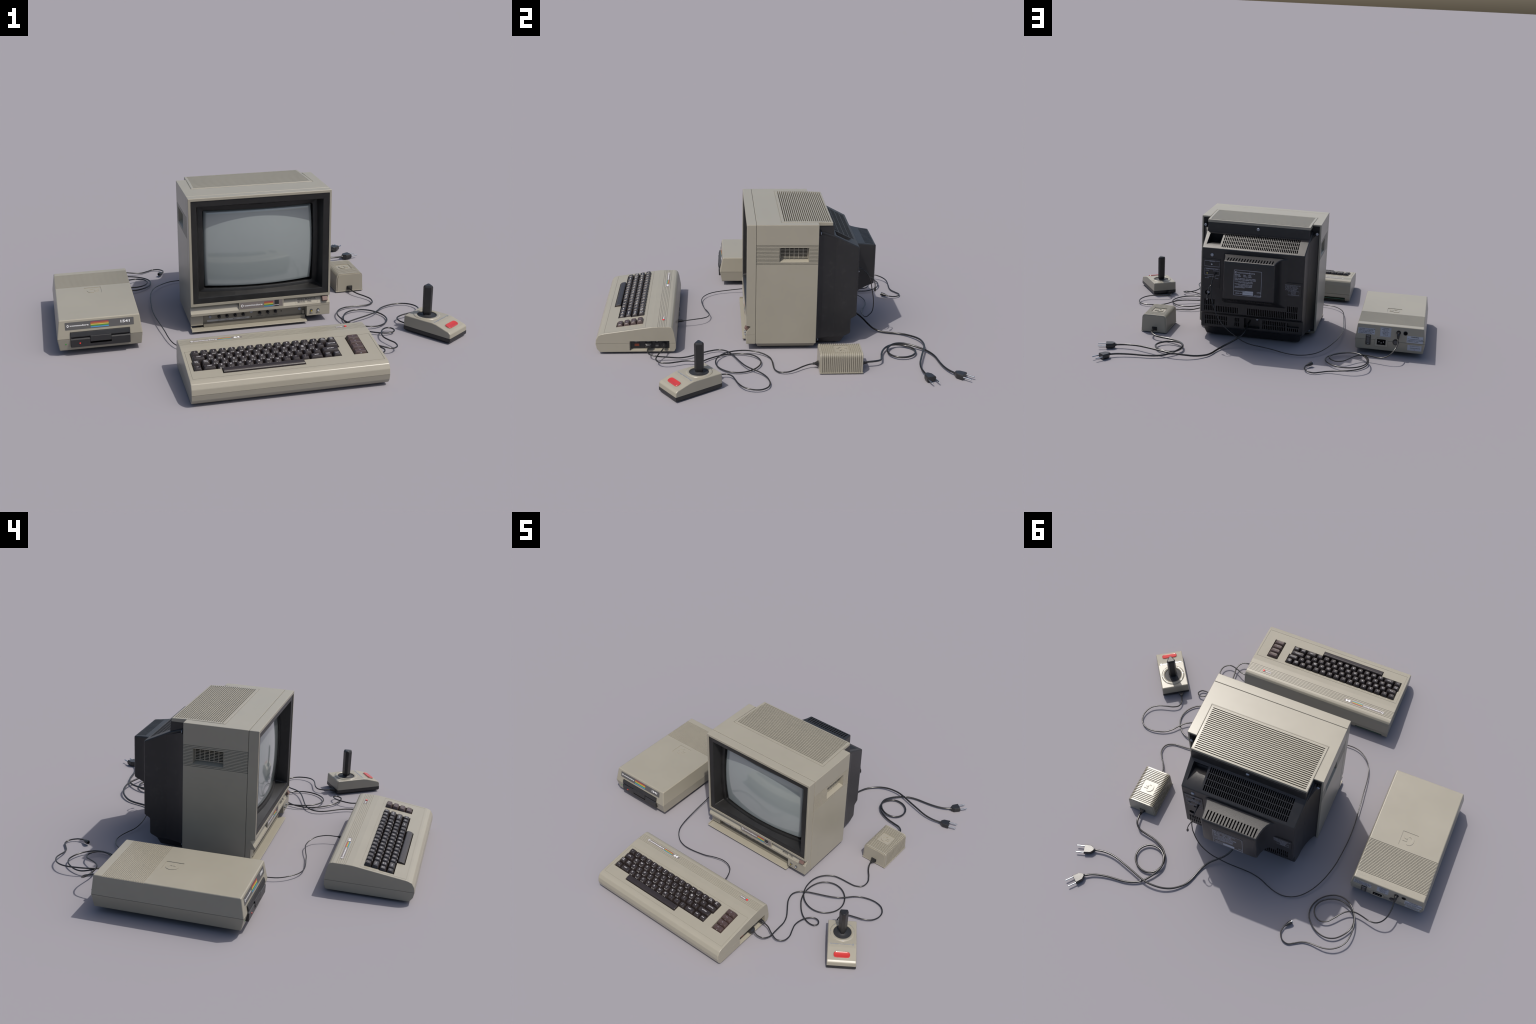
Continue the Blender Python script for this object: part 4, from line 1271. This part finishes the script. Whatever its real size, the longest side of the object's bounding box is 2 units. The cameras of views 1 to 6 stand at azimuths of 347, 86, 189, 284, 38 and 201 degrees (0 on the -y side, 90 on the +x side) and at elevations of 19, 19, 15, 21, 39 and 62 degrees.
# ================================================================= JOYSTICK
def build_joystick():
    yaw = rad(34.6)
    joy = thing("joystick", (0.8589, -0.4622, 0.0), "beige and black joystick with red fire button", "joystick", yaw)
    LOCAL_THINGS.add(joy.name)
    W, D = 0.0777, 0.1355
    bm = bmesh.new()
    loft(bm, [[(x, y, 0.0035) for x, y in rrect(-W + 0.004, W - 0.004, -D + 0.005, D - 0.005, 0.006)],
              [(x, y, 0.0095) for x, y in rrect(-W, W, -D, D, 0.003)],
              [(x, y, 0.0272) for x, y in rrect(-W, W, -D, D, 0.003)]])
    bevel(bm, 0.0015, 2, 20, lambda c, e: c.z < 0.012)
    finish(bm, "base", BLACK, joy, 40)
    for x in (-0.055, 0.055):
        for y in (-0.11, 0.11):
            disc("foot", (x, y, 0.0), (0, 0, 1), 0.009, 0.0045, RUBBER, joy, 0.001, 16)
    bm = bmesh.new()
    prof = [(-D, 0.0280), (-D + 0.0012, 0.0505), (-0.1235, 0.0590), (-0.0520, 0.0800), (-0.0300, 0.0834), (D - 0.0050, 0.0822), (D - 0.0003, 0.0770), (D, 0.0280)]
    prism_x(bm, round_poly(prof, [0, 0.010, 0.012, 0.03, 0.03, 0.005, 0.005, 0], 5), -W, W)
    for v in bm.verts:      # gentle draft on the sides
        v.co.x *= 1 - 0.022 * max(0.0, (v.co.z - 0.028) / 0.055)
    bevel(bm, 0.0045, 4, 40, lambda c, e: c.z > 0.0285)
    cut = bmesh.new()
    prism_z(cut, circle(0, 0.0502, 0.0490, 48), 0.0790, 0.12)
    bm = boolean(bm, cut)
    finish(bm, "housing", BEIGE, joy, 35)
    # raised collar round the boot
    bm = bmesh.new()
    prof = [(0.0490, 0.0790), (0.0490, 0.0842), (0.0520, 0.0862), (0.0600, 0.0866), (0.0660, 0.0850), (0.0675, 0.0822)]
    n = 64
    rings = [[(r * math.cos(2 * math.pi * k / n), 0.0502 + r * math.sin(2 * math.pi * k / n), z) for k in range(n)] for r, z in prof]
    loft(bm, rings, cap=False)
    finish(bm, "collar", BEIGE, joy, 50, False)
    for k in range(8):
        a = k * math.pi / 4 + 0.02
        disc("direction_mark", (0.0605 * math.cos(a), 0.0502 + 0.0605 * math.sin(a), 0.0858), (0, 0, 1), 0.0022, 0.0010, SILVER_PRINT, joy, 0.0004, 12)
    # rubber boot
    bm = bmesh.new()
    prof = [(0.0489, 0.0792), (0.0488, 0.0806), (0.0440, 0.0812), (0.0300, 0.0826), (0.0220, 0.0845), (0.0180, 0.0880)]
    rings = [[(r * math.cos(2 * math.pi * k / n), 0.0502 + r * math.sin(2 * math.pi * k / n), z) for k in range(n)] for r, z in prof]
    loft(bm, rings)
    finish(bm, "boot", BOOT, joy, 50, False)
    # stick: rounded triangle, blunt corner towards the button
    def tri(r, z, w=21):
        pts = [(r * math.cos(rad(a + d)), r * math.sin(rad(a + d))) for a in (-90, 30, 150) for d in (-w, w)]
        return [(x, 0.0502 + y, z) for x, y in round_poly(pts, r * 0.10, 2)]
    bm = bmesh.new()
    loft(bm, [tri(0.0195, 0.0840), tri(0.0232, 0.0990), tri(0.0240, 0.1060), tri(0.0250, 0.2335), tri(0.0246, 0.2350), tri(0.0225, 0.2432, 9), tri(0.0200, 0.2440, 7)])
    bevel(bm, 0.001, 2, 30)
    finish(bm, "stick", BLACK, joy, 32)
    # fire button on the slope
    sl = Vector((0, 0.0520 - 0.1235 + 0.0, 0.0)).length
    d = Vector((0, -0.0520 + 0.1235, 0.0800 - 0.0590)).normalized()
    at = frame((0, -0.0944, 0.0676), (1, 0, 0), d)
    plate("button_rim", rrect(-0.0460, 0.0460, -0.0195, 0.0195, 0.0190, 8), 0.0014, at, BEIGE, joy, 0.0008)
    bm = bmesh.new()
    loft(bm, [[(x, y, 0.0) for x, y in rrect(-0.0432, 0.0432, -0.0168, 0.0168, 0.0165, 8)],
              [(x, y, 0.0042) for x, y in rrect(-0.0432, 0.0432, -0.0168, 0.0168, 0.0165, 8)],
              [(x, y, 0.0062) for x, y in rrect(-0.0408, 0.0408, -0.0144, 0.0144, 0.0142, 8)],
              [(x, y, 0.0046) for x, y in rrect(-0.0360, 0.0360, -0.0098, 0.0098, 0.0096, 8)]])
    bmesh.ops.transform(bm, matrix=at, verts=bm.verts)
    finish(bm, "fire_button", RED_BUTTON, joy, 50, False)
    # lettering, read from the cable side
    word_mark(frame((0, -0.0345, 0.0833), (-1, 0, 0), (0, -1, 0)), -0.0620, 0.0, 0.0088, 0.1250, SILVER_PRINT, joy, 0.0006)
    # strain relief at the rear
    bm = bmesh.new()
    loft(bm, [[(x, D - 0.002, z) for x, z in rrect(-0.0450, -0.0120, 0.0080, 0.0250, 0.003, 3)],
              [(x, D + 0.014, z) for x, z in rrect(-0.0410, -0.0160, 0.0085, 0.0240, 0.003, 3)],
              [(x, D + 0.026, z) for x, z in rrect(-0.0340, -0.0230, 0.0110, 0.0210, 0.003, 3)]])
    finish(bm, "strain_relief", PLUG, joy, 40)
    return joy


# ============================================================ POWER ADAPTER
def build_adapter():
    ad = thing("power_adapter", (0.625, 0.303, 0.0), "ribbed beige power adapter brick with two cords", "power adapter")
    X0, X1, Y0, Y1, H = 0.5475, 0.7025, 0.1945, 0.4125, 0.1085

    def hoop(o):
        return round_poly([(X0 + o, 0.004), (X1 - o, 0.004), (X1 - o - 0.004, H - o), (X0 + o + 0.004, H - o)], [0.0, 0.0, 0.022, 0.022], 6)
    bm = bmesh.new()
    prism_y(bm, hoop(0.0052), Y0 + 0.003, Y1 - 0.003)
    finish(bm, "core", BEIGE, ad, 40)
    # ribs hooped over the body
    bm = bmesh.new()
    NR = 22
    pitch = (Y1 - Y0) / NR
    for i in range(NR):
        y = Y0 + (i + 0.5) * pitch
        w = 0.0025 if 0 < i < NR - 1 else 0.0040
        prism_y(bm, hoop(0.0), y - w, y + w)
    cut = bmesh.new()
    box(cut, 0.5850, 0.6640, 0.2690, 0.3470, H - 0.0046, H + 0.02)
    bm = boolean(bm, cut)
    finish(bm, "ribs", BEIGE, ad, 40)
    plate("emblem_plate", [(0.5855, 0.2695), (0.6635, 0.2695), (0.6635, 0.3465), (0.5855, 0.3465)], 0.0016,
          Matrix.Translation((0, 0, H - 0.0056)), BEIGE, ad)
    bm = emblem_bm(0.054, 0.0038)
    bmesh.ops.transform(bm, matrix=Matrix.Translation((0.6245, 0.3080, H - 0.0042)), verts=bm.verts)
    finish(bm, "emblem", BEIGE, ad, 40, False)
    # end walls and bottom lip
    for y0, y1 in ((Y0 - 0.0020, Y0 + 0.0032), (Y1 - 0.0032, Y1 + 0.0020)):
        bm = bmesh.new()
        prism_y(bm, hoop(0.0060), y0, y1)
        bevel(bm, 0.0012, 2, 50)
        finish(bm, "end_wall", BEIGE, ad, 40)
    simple_box("bottom_lip", (X0 - 0.0012, X1 + 0.0012, Y0 - 0.0030, Y1 + 0.0030, 0.0018, 0.0068), BEIGE, ad, 0.001)
    simple_box("rubber_base", (X0 + 0.006, X1 - 0.006, Y0 + 0.006, Y1 - 0.006, 0.0, 0.003), RUBBER, ad, 0)
    # strain reliefs with ridges
    for cx, y, s, big in ((0.6250, Y0 - 0.002, -1, 0), (0.6210, Y1 + 0.002, 1, 1)):
        bm = bmesh.new()
        for k in range(5):
            w = 0.0165 - 0.0026 * k
            a, b = y + s * (k * 0.0052 - 0.001), y + s * (k * 0.0052 + 0.0036)
            loft(bm, [[(x, a, z) for x, z in rrect(cx - w, cx + w, 0.0235 - w * 0.72, 0.0235 + w * 0.72, 0.003, 2)],
                      [(x, b, z) for x, z in rrect(cx - w + 0.0008, cx + w - 0.0008, 0.0235 - w * 0.68, 0.0235 + w * 0.68, 0.003, 2)]])
        cylinder(bm, (cx, y, 0.0235), (0, s, 0), 0.0062, 0.030, 14)
        finish(bm, "strain_relief", PLUG, ad, 40, False)
    return ad


# ============================================================ CABLES, PLUGS
def mains_plug(at, parent):
    """Flat two-pin plug; frame x runs towards the pins."""
    bm = bmesh.new()
    body = round_poly([(-0.004, -0.0070), (0.012, -0.0225), (0.0490, -0.0258), (0.0490, 0.0258), (0.012, 0.0225), (-0.004, 0.0070)],
                      [0.002, 0.006, 0.002, 0.002, 0.006, 0.002], 4)
    loft(bm, [[(x * 0.97, y * 0.84, -0.0142) for x, y in body], [(x, y, -0.0060) for x, y in body],
              [(x, y, 0.0060) for x, y in body], [(x * 0.97, y * 0.84, 0.0135) for x, y in body]])
    bevel(bm, 0.0015, 2, 30)
    bmesh.ops.transform(bm, matrix=at, verts=bm.verts)
    finish(bm, "plug", PLUG, parent, 40)
    bm = bmesh.new()
    cylinder(bm, (-0.012, 0, 0), (1, 0, 0), 0.0062, 0.012, 16, 0.0085)
    bmesh.ops.transform(bm, matrix=at, verts=bm.verts)
    finish(bm, "plug_sleeve", PLUG, parent, 40)
    for y in (-0.0188 + 0.0002, 0.0186):
        bm = bmesh.new()
        cylinder(bm, (0.0470, y, 0), (1, 0, 0), 0.0034, 0.0448, 14)
        cylinder(bm, (0.0918, y, 0), (1, 0, 0), 0.0034, 0.0022, 14, 0.0018)
        bmesh.ops.transform(bm, matrix=at, verts=bm.verts)
        finish(bm, "plug_pin", STEEL, parent, 40, False)


def build_cables(mon, com, drv, joy, ad):
    # joystick lead to the computer's second control port
    lead = [(0.7490, -0.3530, 0.0160), (0.7400, -0.3390, 0.0160), (0.7270, -0.3120, 0.0165), (0.7285, -0.2770, 0.0175), (0.7560, -0.2550, 0.0200), (0.7980, -0.2420, 0.0215),
            (0.8400, -0.2270, 0.0205), (0.8750, -0.2000, 0.0170), (0.8920, -0.1590, 0.0130), (0.8880, -0.1150, 0.0100), (0.8600, -0.0810, 0.0090),
            (0.8180, -0.0690, 0.0090), (0.7740, -0.0740, 0.0100), (0.7320, -0.0890, 0.0100), (0.6970, -0.1160, 0.0130), (0.6690, -0.1520, 0.0170),
            (0.6380, -0.1830, 0.0195), (0.5990, -0.2050, 0.0195), (0.5580, -0.2220, 0.0180), (0.5160, -0.2380, 0.0165), (0.4750, -0.2550, 0.0142),
            (0.4380, -0.2800, 0.0136), (0.4170, -0.3190, 0.0120), (0.4250, -0.3630, 0.0102), (0.4470, -0.4010, 0.0110), (0.4730, -0.4380, 0.0118),
            (0.4970, -0.4760, 0.0116), (0.5110, -0.5180, 0.0114), (0.5140, -0.5630, 0.0140), (0.5180, -0.6070, 0.0200), (0.5220, -0.6510, 0.0262),
            (0.5040, -0.6860, 0.0300), (0.4720, -0.6960, 0.0340), (0.4480, -0.6940, 0.0420)]
    m = (Matrix.Translation(joy.location) @ joy.rotation_euler.to_matrix().to_4x4()).inverted()
    tube("cable", [m @ Vector(p) for p in lead], 0.0036, CORD, joy)
    bm = bmesh.new()
    loft(bm, [[(0.412, y, z) for y, z in rrect(-0.7105, -0.6770, 0.0360, 0.0585, 0.003, 2)],
              [(0.436, y, z) for y, z in rrect(-0.7105, -0.6770, 0.0360, 0.0585, 0.003, 2)],
              [(0.444, y, z) for y, z in rrect(-0.7030, -0.6850, 0.0380, 0.0520, 0.003, 2)]])
    bevel(bm, 0.0012, 2, 40)
    bmesh.ops.transform(bm, matrix=m, verts=bm.verts)
    finish(bm, "plug", PLUG, joy, 40)

    # low-voltage lead of the adapter to the computer's power socket
    lead = [(0.6250, 0.1720, 0.0225), (0.6270, 0.1450, 0.0200), (0.6460, 0.1070, 0.0160), (0.6730, 0.0710, 0.0130), (0.6930, 0.0310, 0.0100),
            (0.6870, -0.0120, 0.0062), (0.6520, -0.0350, 0.0045), (0.6080, -0.0410, 0.0058), (0.5640, -0.0430, 0.0070), (0.5200, -0.0510, 0.0085),
            (0.4840, -0.0760, 0.0120), (0.4570, -0.1120, 0.0142), (0.4440, -0.1540, 0.0170), (0.4430, -0.1990, 0.0185), (0.4510, -0.2420, 0.0185),
            (0.4700, -0.2830, 0.0178), (0.5000, -0.3150, 0.0165), (0.5400, -0.3350, 0.0140), (0.5840, -0.3380, 0.0102), (0.6260, -0.3240, 0.0080),
            (0.6600, -0.2940, 0.0066), (0.6810, -0.2550, 0.0060), (0.6850, -0.2100, 0.0062), (0.6710, -0.1670, 0.0070), (0.6430, -0.1320, 0.0085),
            (0.6050, -0.1090, 0.0098), (0.5610, -0.1030, 0.0102), (0.5200, -0.1170, 0.0118), (0.4870, -0.1470, 0.0125), (0.4660, -0.1870, 0.0090),
            (0.4590, -0.2310, 0.0068), (0.4640, -0.2750, 0.0060), (0.4800, -0.3170, 0.0060), (0.5050, -0.3540, 0.0072), (0.5350, -0.3880, 0.0088),
            (0.5700, -0.4150, 0.0100), (0.6120, -0.4310, 0.0100), (0.6480, -0.4290, 0.0110), (0.6630, -0.4070, 0.0130), (0.6500, -0.3890, 0.0165),
            (0.6250, -0.3900, 0.0195), (0.5970, -0.4140, 0.0215), (0.5780, -0.4540, 0.0222), (0.5730, -0.4980, 0.0210), (0.5860, -0.5400, 0.0215),
            (0.6010, -0.5820, 0.0235), (0.5960, -0.6250, 0.0240), (0.5620, -0.6480, 0.0270), (0.5180, -0.6360, 0.0360), (0.4820, -0.6180, 0.0430),
            (0.4480, -0.6110, 0.0460)]
    tube("low_voltage_cable", lead, 0.0036, CORD, ad)
    bm = bmesh.new()
    cylinder(bm, (0.411, -0.6110, 0.0460), (1, 0, 0), 0.0105, 0.026, 20)
    cylinder(bm, (0.437, -0.6110, 0.0460), (1, 0, 0), 0.0085, 0.016, 20, 0.0050)
    finish(bm, "round_plug", PLUG, ad, 40)

    # mains lead of the adapter
    lead = [(0.6210, 0.4280, 0.0240), (0.6220, 0.4510, 0.0280), (0.6140, 0.4950, 0.0285), (0.5850, 0.5250, 0.0220), (0.5410, 0.5360, 0.0185),
            (0.4970, 0.5440, 0.0180), (0.4550, 0.5590, 0.0180), (0.4170, 0.5820, 0.0180), (0.3890, 0.6170, 0.0178), (0.3800, 0.6610, 0.0145),
            (0.3960, 0.7040, 0.0110), (0.4300, 0.7310, 0.0102), (0.4750, 0.7310, 0.0118), (0.5150, 0.7070, 0.0128), (0.5370, 0.6670, 0.0132),
            (0.5320, 0.6220, 0.0125), (0.5000, 0.5890, 0.0138), (0.4550, 0.5820, 0.0175), (0.4130, 0.6000, 0.0215), (0.3860, 0.6350, 0.0240),
            (0.3790, 0.6790, 0.0220), (0.3940, 0.7220, 0.0185), (0.4180, 0.7600, 0.0140), (0.4480, 0.7930, 0.0110), (0.4870, 0.8150, 0.0102),
            (0.5300, 0.8270, 0.0102), (0.5750, 0.8320, 0.0104), (0.6190, 0.8370, 0.0115), (0.6640, 0.8460, 0.0125), (0.7060, 0.8610, 0.0140),
            (0.7360, 0.8800, 0.0152)]
    tube("mains_cable", lead, 0.0052, CORD, ad)
    mains_plug(frame((0.7435, 0.8855, 0.0152), (0.0606, 0.0743, 0.0), (-0.0743, 0.0606, 0.0)), ad)

    # mains lead of the monitor
    lead = [(0.0440, 0.3620, 0.1190), (0.0450, 0.4000, 0.1130), (0.0500, 0.4350, 0.0950), (0.0620, 0.4700, 0.0710), (0.0860, 0.5010, 0.0510), (0.1180, 0.5250, 0.0325),
            (0.1510, 0.5510, 0.0170), (0.1750, 0.5860, 0.0080), (0.1900, 0.6270, 0.0056), (0.2010, 0.6690, 0.0056), (0.2190, 0.7100, 0.0072),
            (0.2480, 0.7430, 0.0105), (0.2830, 0.7690, 0.0150), (0.3240, 0.7850, 0.0205), (0.3670, 0.7910, 0.0240), (0.4120, 0.7900, 0.0258),
            (0.4550, 0.7800, 0.0258), (0.4970, 0.7660, 0.0258), (0.5390, 0.7520, 0.0256), (0.5810, 0.7390, 0.0250), (0.6240, 0.7260, 0.0235),
            (0.6670, 0.7190, 0.0210), (0.7110, 0.7200, 0.0190), (0.7530, 0.7290, 0.0168)]
    tube("mains_cable", lead, 0.0052, CORD, mon)
    mains_plug(frame((0.7620, 0.7318, 0.0166), (0.0915, 0.0285, 0.0), (-0.0285, 0.0915, 0.0)), mon)

    # video lead: from the chroma jack down, round behind the set, to the computer
    lead = [(0.2500, 0.4360, 0.4105), (0.2500, 0.4580, 0.4060), (0.2540, 0.4850, 0.3850), (0.2550, 0.5060, 0.3450), (0.2500, 0.5170, 0.2980),
            (0.2430, 0.5230, 0.2710), (0.2250, 0.5330, 0.2250), (0.2030, 0.5390, 0.1800), (0.1730, 0.5420, 0.1400), (0.1360, 0.5420, 0.1060),
            (0.0960, 0.5370, 0.0760), (0.0550, 0.5310, 0.0470), (0.0090, 0.5250, 0.0285), (-0.0410, 0.5220, 0.0205), (-0.0910, 0.5240, 0.0155),
            (-0.1400, 0.5340, 0.0115), (-0.1870, 0.5530, 0.0100), (-0.2350, 0.5680, 0.0100), (-0.2850, 0.5720, 0.0105), (-0.3340, 0.5590, 0.0130),
            (-0.3750, 0.5310, 0.0155), (-0.4080, 0.4930, 0.0205), (-0.4340, 0.4500, 0.0275), (-0.4540, 0.4040, 0.0330), (-0.4690, 0.3560, 0.0365),
            (-0.4800, 0.3070, 0.0370), (-0.4860, 0.2570, 0.0350), (-0.4900, 0.2070, 0.0310), (-0.4930, 0.1560, 0.0270), (-0.4935, 0.1060, 0.0245),
            (-0.4920, 0.0560, 0.0240), (-0.4880, 0.0050, 0.0240), (-0.4820, -0.0450, 0.0240), (-0.4750, -0.1110, 0.0240), (-0.4680, -0.1700, 0.0225),
            (-0.4620, -0.2280, 0.0190), (-0.4530, -0.2830, 0.0160), (-0.4370, -0.3310, 0.0150), (-0.4060, -0.3730, 0.0160), (-0.3660, -0.4040, 0.0145),
            (-0.3230, -0.4180, 0.0125), (-0.2810, -0.4190, 0.0115), (-0.2420, -0.4140, 0.0105), (-0.2040, -0.4070, 0.0105), (-0.1650, -0.4000, 0.0135),
            (-0.1290, -0.3890, 0.0175), (-0.0920, -0.3790, 0.0205), (-0.0540, -0.3730, 0.0220), (-0.0080, -0.3830, 0.0270), (0.0330, -0.4120, 0.0350),
            (0.0590, -0.4600, 0.0390), (0.0680, -0.5000, 0.0370), (0.0700, -0.5200, 0.0360)]
    tube("video_cable", lead, 0.0027, CORD, mon)
    bm = bmesh.new()
    cylinder(bm, (0.0700, -0.5455, 0.0360), (0, 1, 0), 0.0080, 0.018, 18)
    cylinder(bm, (0.0700, -0.5275, 0.0360), (0, 1, 0), 0.0070, 0.012, 18, 0.0040)
    finish(bm, "round_plug", PLUG, mon, 40)
    bm = bmesh.new()
    cylinder(bm, (0.2500, 0.4290, 0.4105), (0, 1, -0.05), 0.0056, 0.016, 18)
    cylinder(bm, (0.2500, 0.4450, 0.4097), (0, 1, -0.1), 0.0050, 0.013, 18, 0.0032)
    finish(bm, "phono_plug", PLUG, mon, 40)
    # its spare branch, hanging loose
    tube("spare_lead", [(0.2545, 0.4980, 0.3620), (0.2570, 0.5130, 0.3600), (0.2630, 0.5250, 0.3490), (0.2680, 0.5300, 0.3280), (0.2700, 0.5310, 0.3080)], 0.0024, CORD, mon)
    bm = bmesh.new()
    cylinder(bm, (0.2700, 0.5310, 0.3110), (0.06, 0.02, -1), 0.0036, 0.010, 16, 0.0056)
    cylinder(bm, (0.2706, 0.5312, 0.3010), (0.06, 0.02, -1), 0.0056, 0.014, 16)
    finish(bm, "phono_plug", PLUG, mon, 40)
    disc("plug_pin", (0.2714, 0.5315, 0.2870), (0.06, 0.02, -1), 0.0018, 0.009, STEEL, mon, n=10)

    # serial lead of the drive, coiled behind it with a loose end
    lead = [(-0.8425, 0.4090, 0.1180), (-0.8425, 0.4180, 0.1100), (-0.8430, 0.4560, 0.0980), (-0.8360, 0.4940, 0.0850), (-0.8170, 0.5220, 0.0630), (-0.7870, 0.5350, 0.0420),
            (-0.7490, 0.5320, 0.0310), (-0.7100, 0.5230, 0.0315), (-0.6700, 0.5190, 0.0335), (-0.6320, 0.5310, 0.0335), (-0.6030, 0.5580, 0.0315),
            (-0.5790, 0.5900, 0.0280), (-0.5520, 0.6190, 0.0230), (-0.5140, 0.6290, 0.0200), (-0.4800, 0.6080, 0.0200), (-0.4660, 0.5710, 0.0198),
            (-0.4780, 0.5330, 0.0190), (-0.5080, 0.5050, 0.0200), (-0.5440, 0.4890, 0.0230), (-0.5840, 0.4850, 0.0270), (-0.6220, 0.4950, 0.0290),
            (-0.6550, 0.5180, 0.0275), (-0.6780, 0.5510, 0.0235), (-0.6840, 0.5890, 0.0170), (-0.6720, 0.6260, 0.0140), (-0.6490, 0.6600, 0.0145),
            (-0.6190, 0.6870, 0.0155), (-0.5810, 0.6990, 0.0150), (-0.5420, 0.6950, 0.0132), (-0.5050, 0.6790, 0.0122), (-0.4740, 0.6530, 0.0118),
            (-0.4520, 0.6190, 0.0115), (-0.4460, 0.5790, 0.0110), (-0.4550, 0.5400, 0.0105), (-0.4760, 0.5060, 0.0115), (-0.5060, 0.4800, 0.0135),
            (-0.5430, 0.4630, 0.0155), (-0.5820, 0.4610, 0.0185), (-0.6190, 0.4750, 0.0230), (-0.6500, 0.5000, 0.0280), (-0.6720, 0.5340, 0.0330),
            (-0.6860, 0.5720, 0.0355), (-0.6930, 0.6110, 0.0365), (-0.6930, 0.6510, 0.0345), (-0.6840, 0.6900, 0.0325), (-0.6620, 0.7230, 0.0292),
            (-0.6300, 0.7470, 0.0258), (-0.5920, 0.7590, 0.0215), (-0.5520, 0.7600, 0.0160), (-0.5130, 0.7590, 0.0100), (-0.4740, 0.7660, 0.0062),
            (-0.4400, 0.7860, 0.0052), (-0.4060, 0.8050, 0.0055), (-0.3720, 0.7960, 0.0075), (-0.3510, 0.7640, 0.0095), (-0.3530, 0.7300, 0.0125)]
    tube("serial_cable", lead, 0.0036, CORD, drv)
    bm = bmesh.new()
    cylinder(bm, (-0.8425, 0.3895, 0.1445), (0, 1, -0.15), 0.0095, 0.014, 20)
    finish(bm, "round_plug", PLUG, drv, 40)
    tube("plug_elbow", [(-0.8425, 0.3980, 0.1430), (-0.8425, 0.4050, 0.1390), (-0.8425, 0.4090, 0.1320), (-0.8425, 0.4100, 0.1220), (-0.8428, 0.4130, 0.1130)],
         0.0070, PLUG, drv, sub=0, radii=[0.0090, 0.0088, 0.0080, 0.0068, 0.0048])
    d = Vector((-0.3808 + 0.3550, 0.6914 - 0.7260, 0.0025)).normalized()
    p = Vector((-0.3540, 0.7270, 0.0130))
    tube("round_plug", [p, p + d * 0.010, p + d * 0.022, p + d * 0.032, p + d * 0.046], 0.008, PLUG, drv, sub=0, n=20,
         radii=[0.0042, 0.0055, 0.0085, 0.0105, 0.0108])
    bm = bmesh.new()
    cylinder(bm, p + d * 0.044, d, 0.0088, 0.0058, 20)
    finish(bm, "plug_shield", STEEL, drv, 40)
    bm = bmesh.new()
    cylinder(bm, p + d * 0.0480, d, 0.0076, 0.0022, 20)
    finish(bm, "plug_core", VOID, drv, 40)


monitor = build_monitor()
computer = build_computer()
drive = build_drive()
joystick = build_joystick()
adapter = build_adapter()
build_cables(monitor, computer, drive, joystick, adapter)
for me in list(bpy.data.meshes):
    if me.users == 0:
        bpy.data.meshes.remove(me)
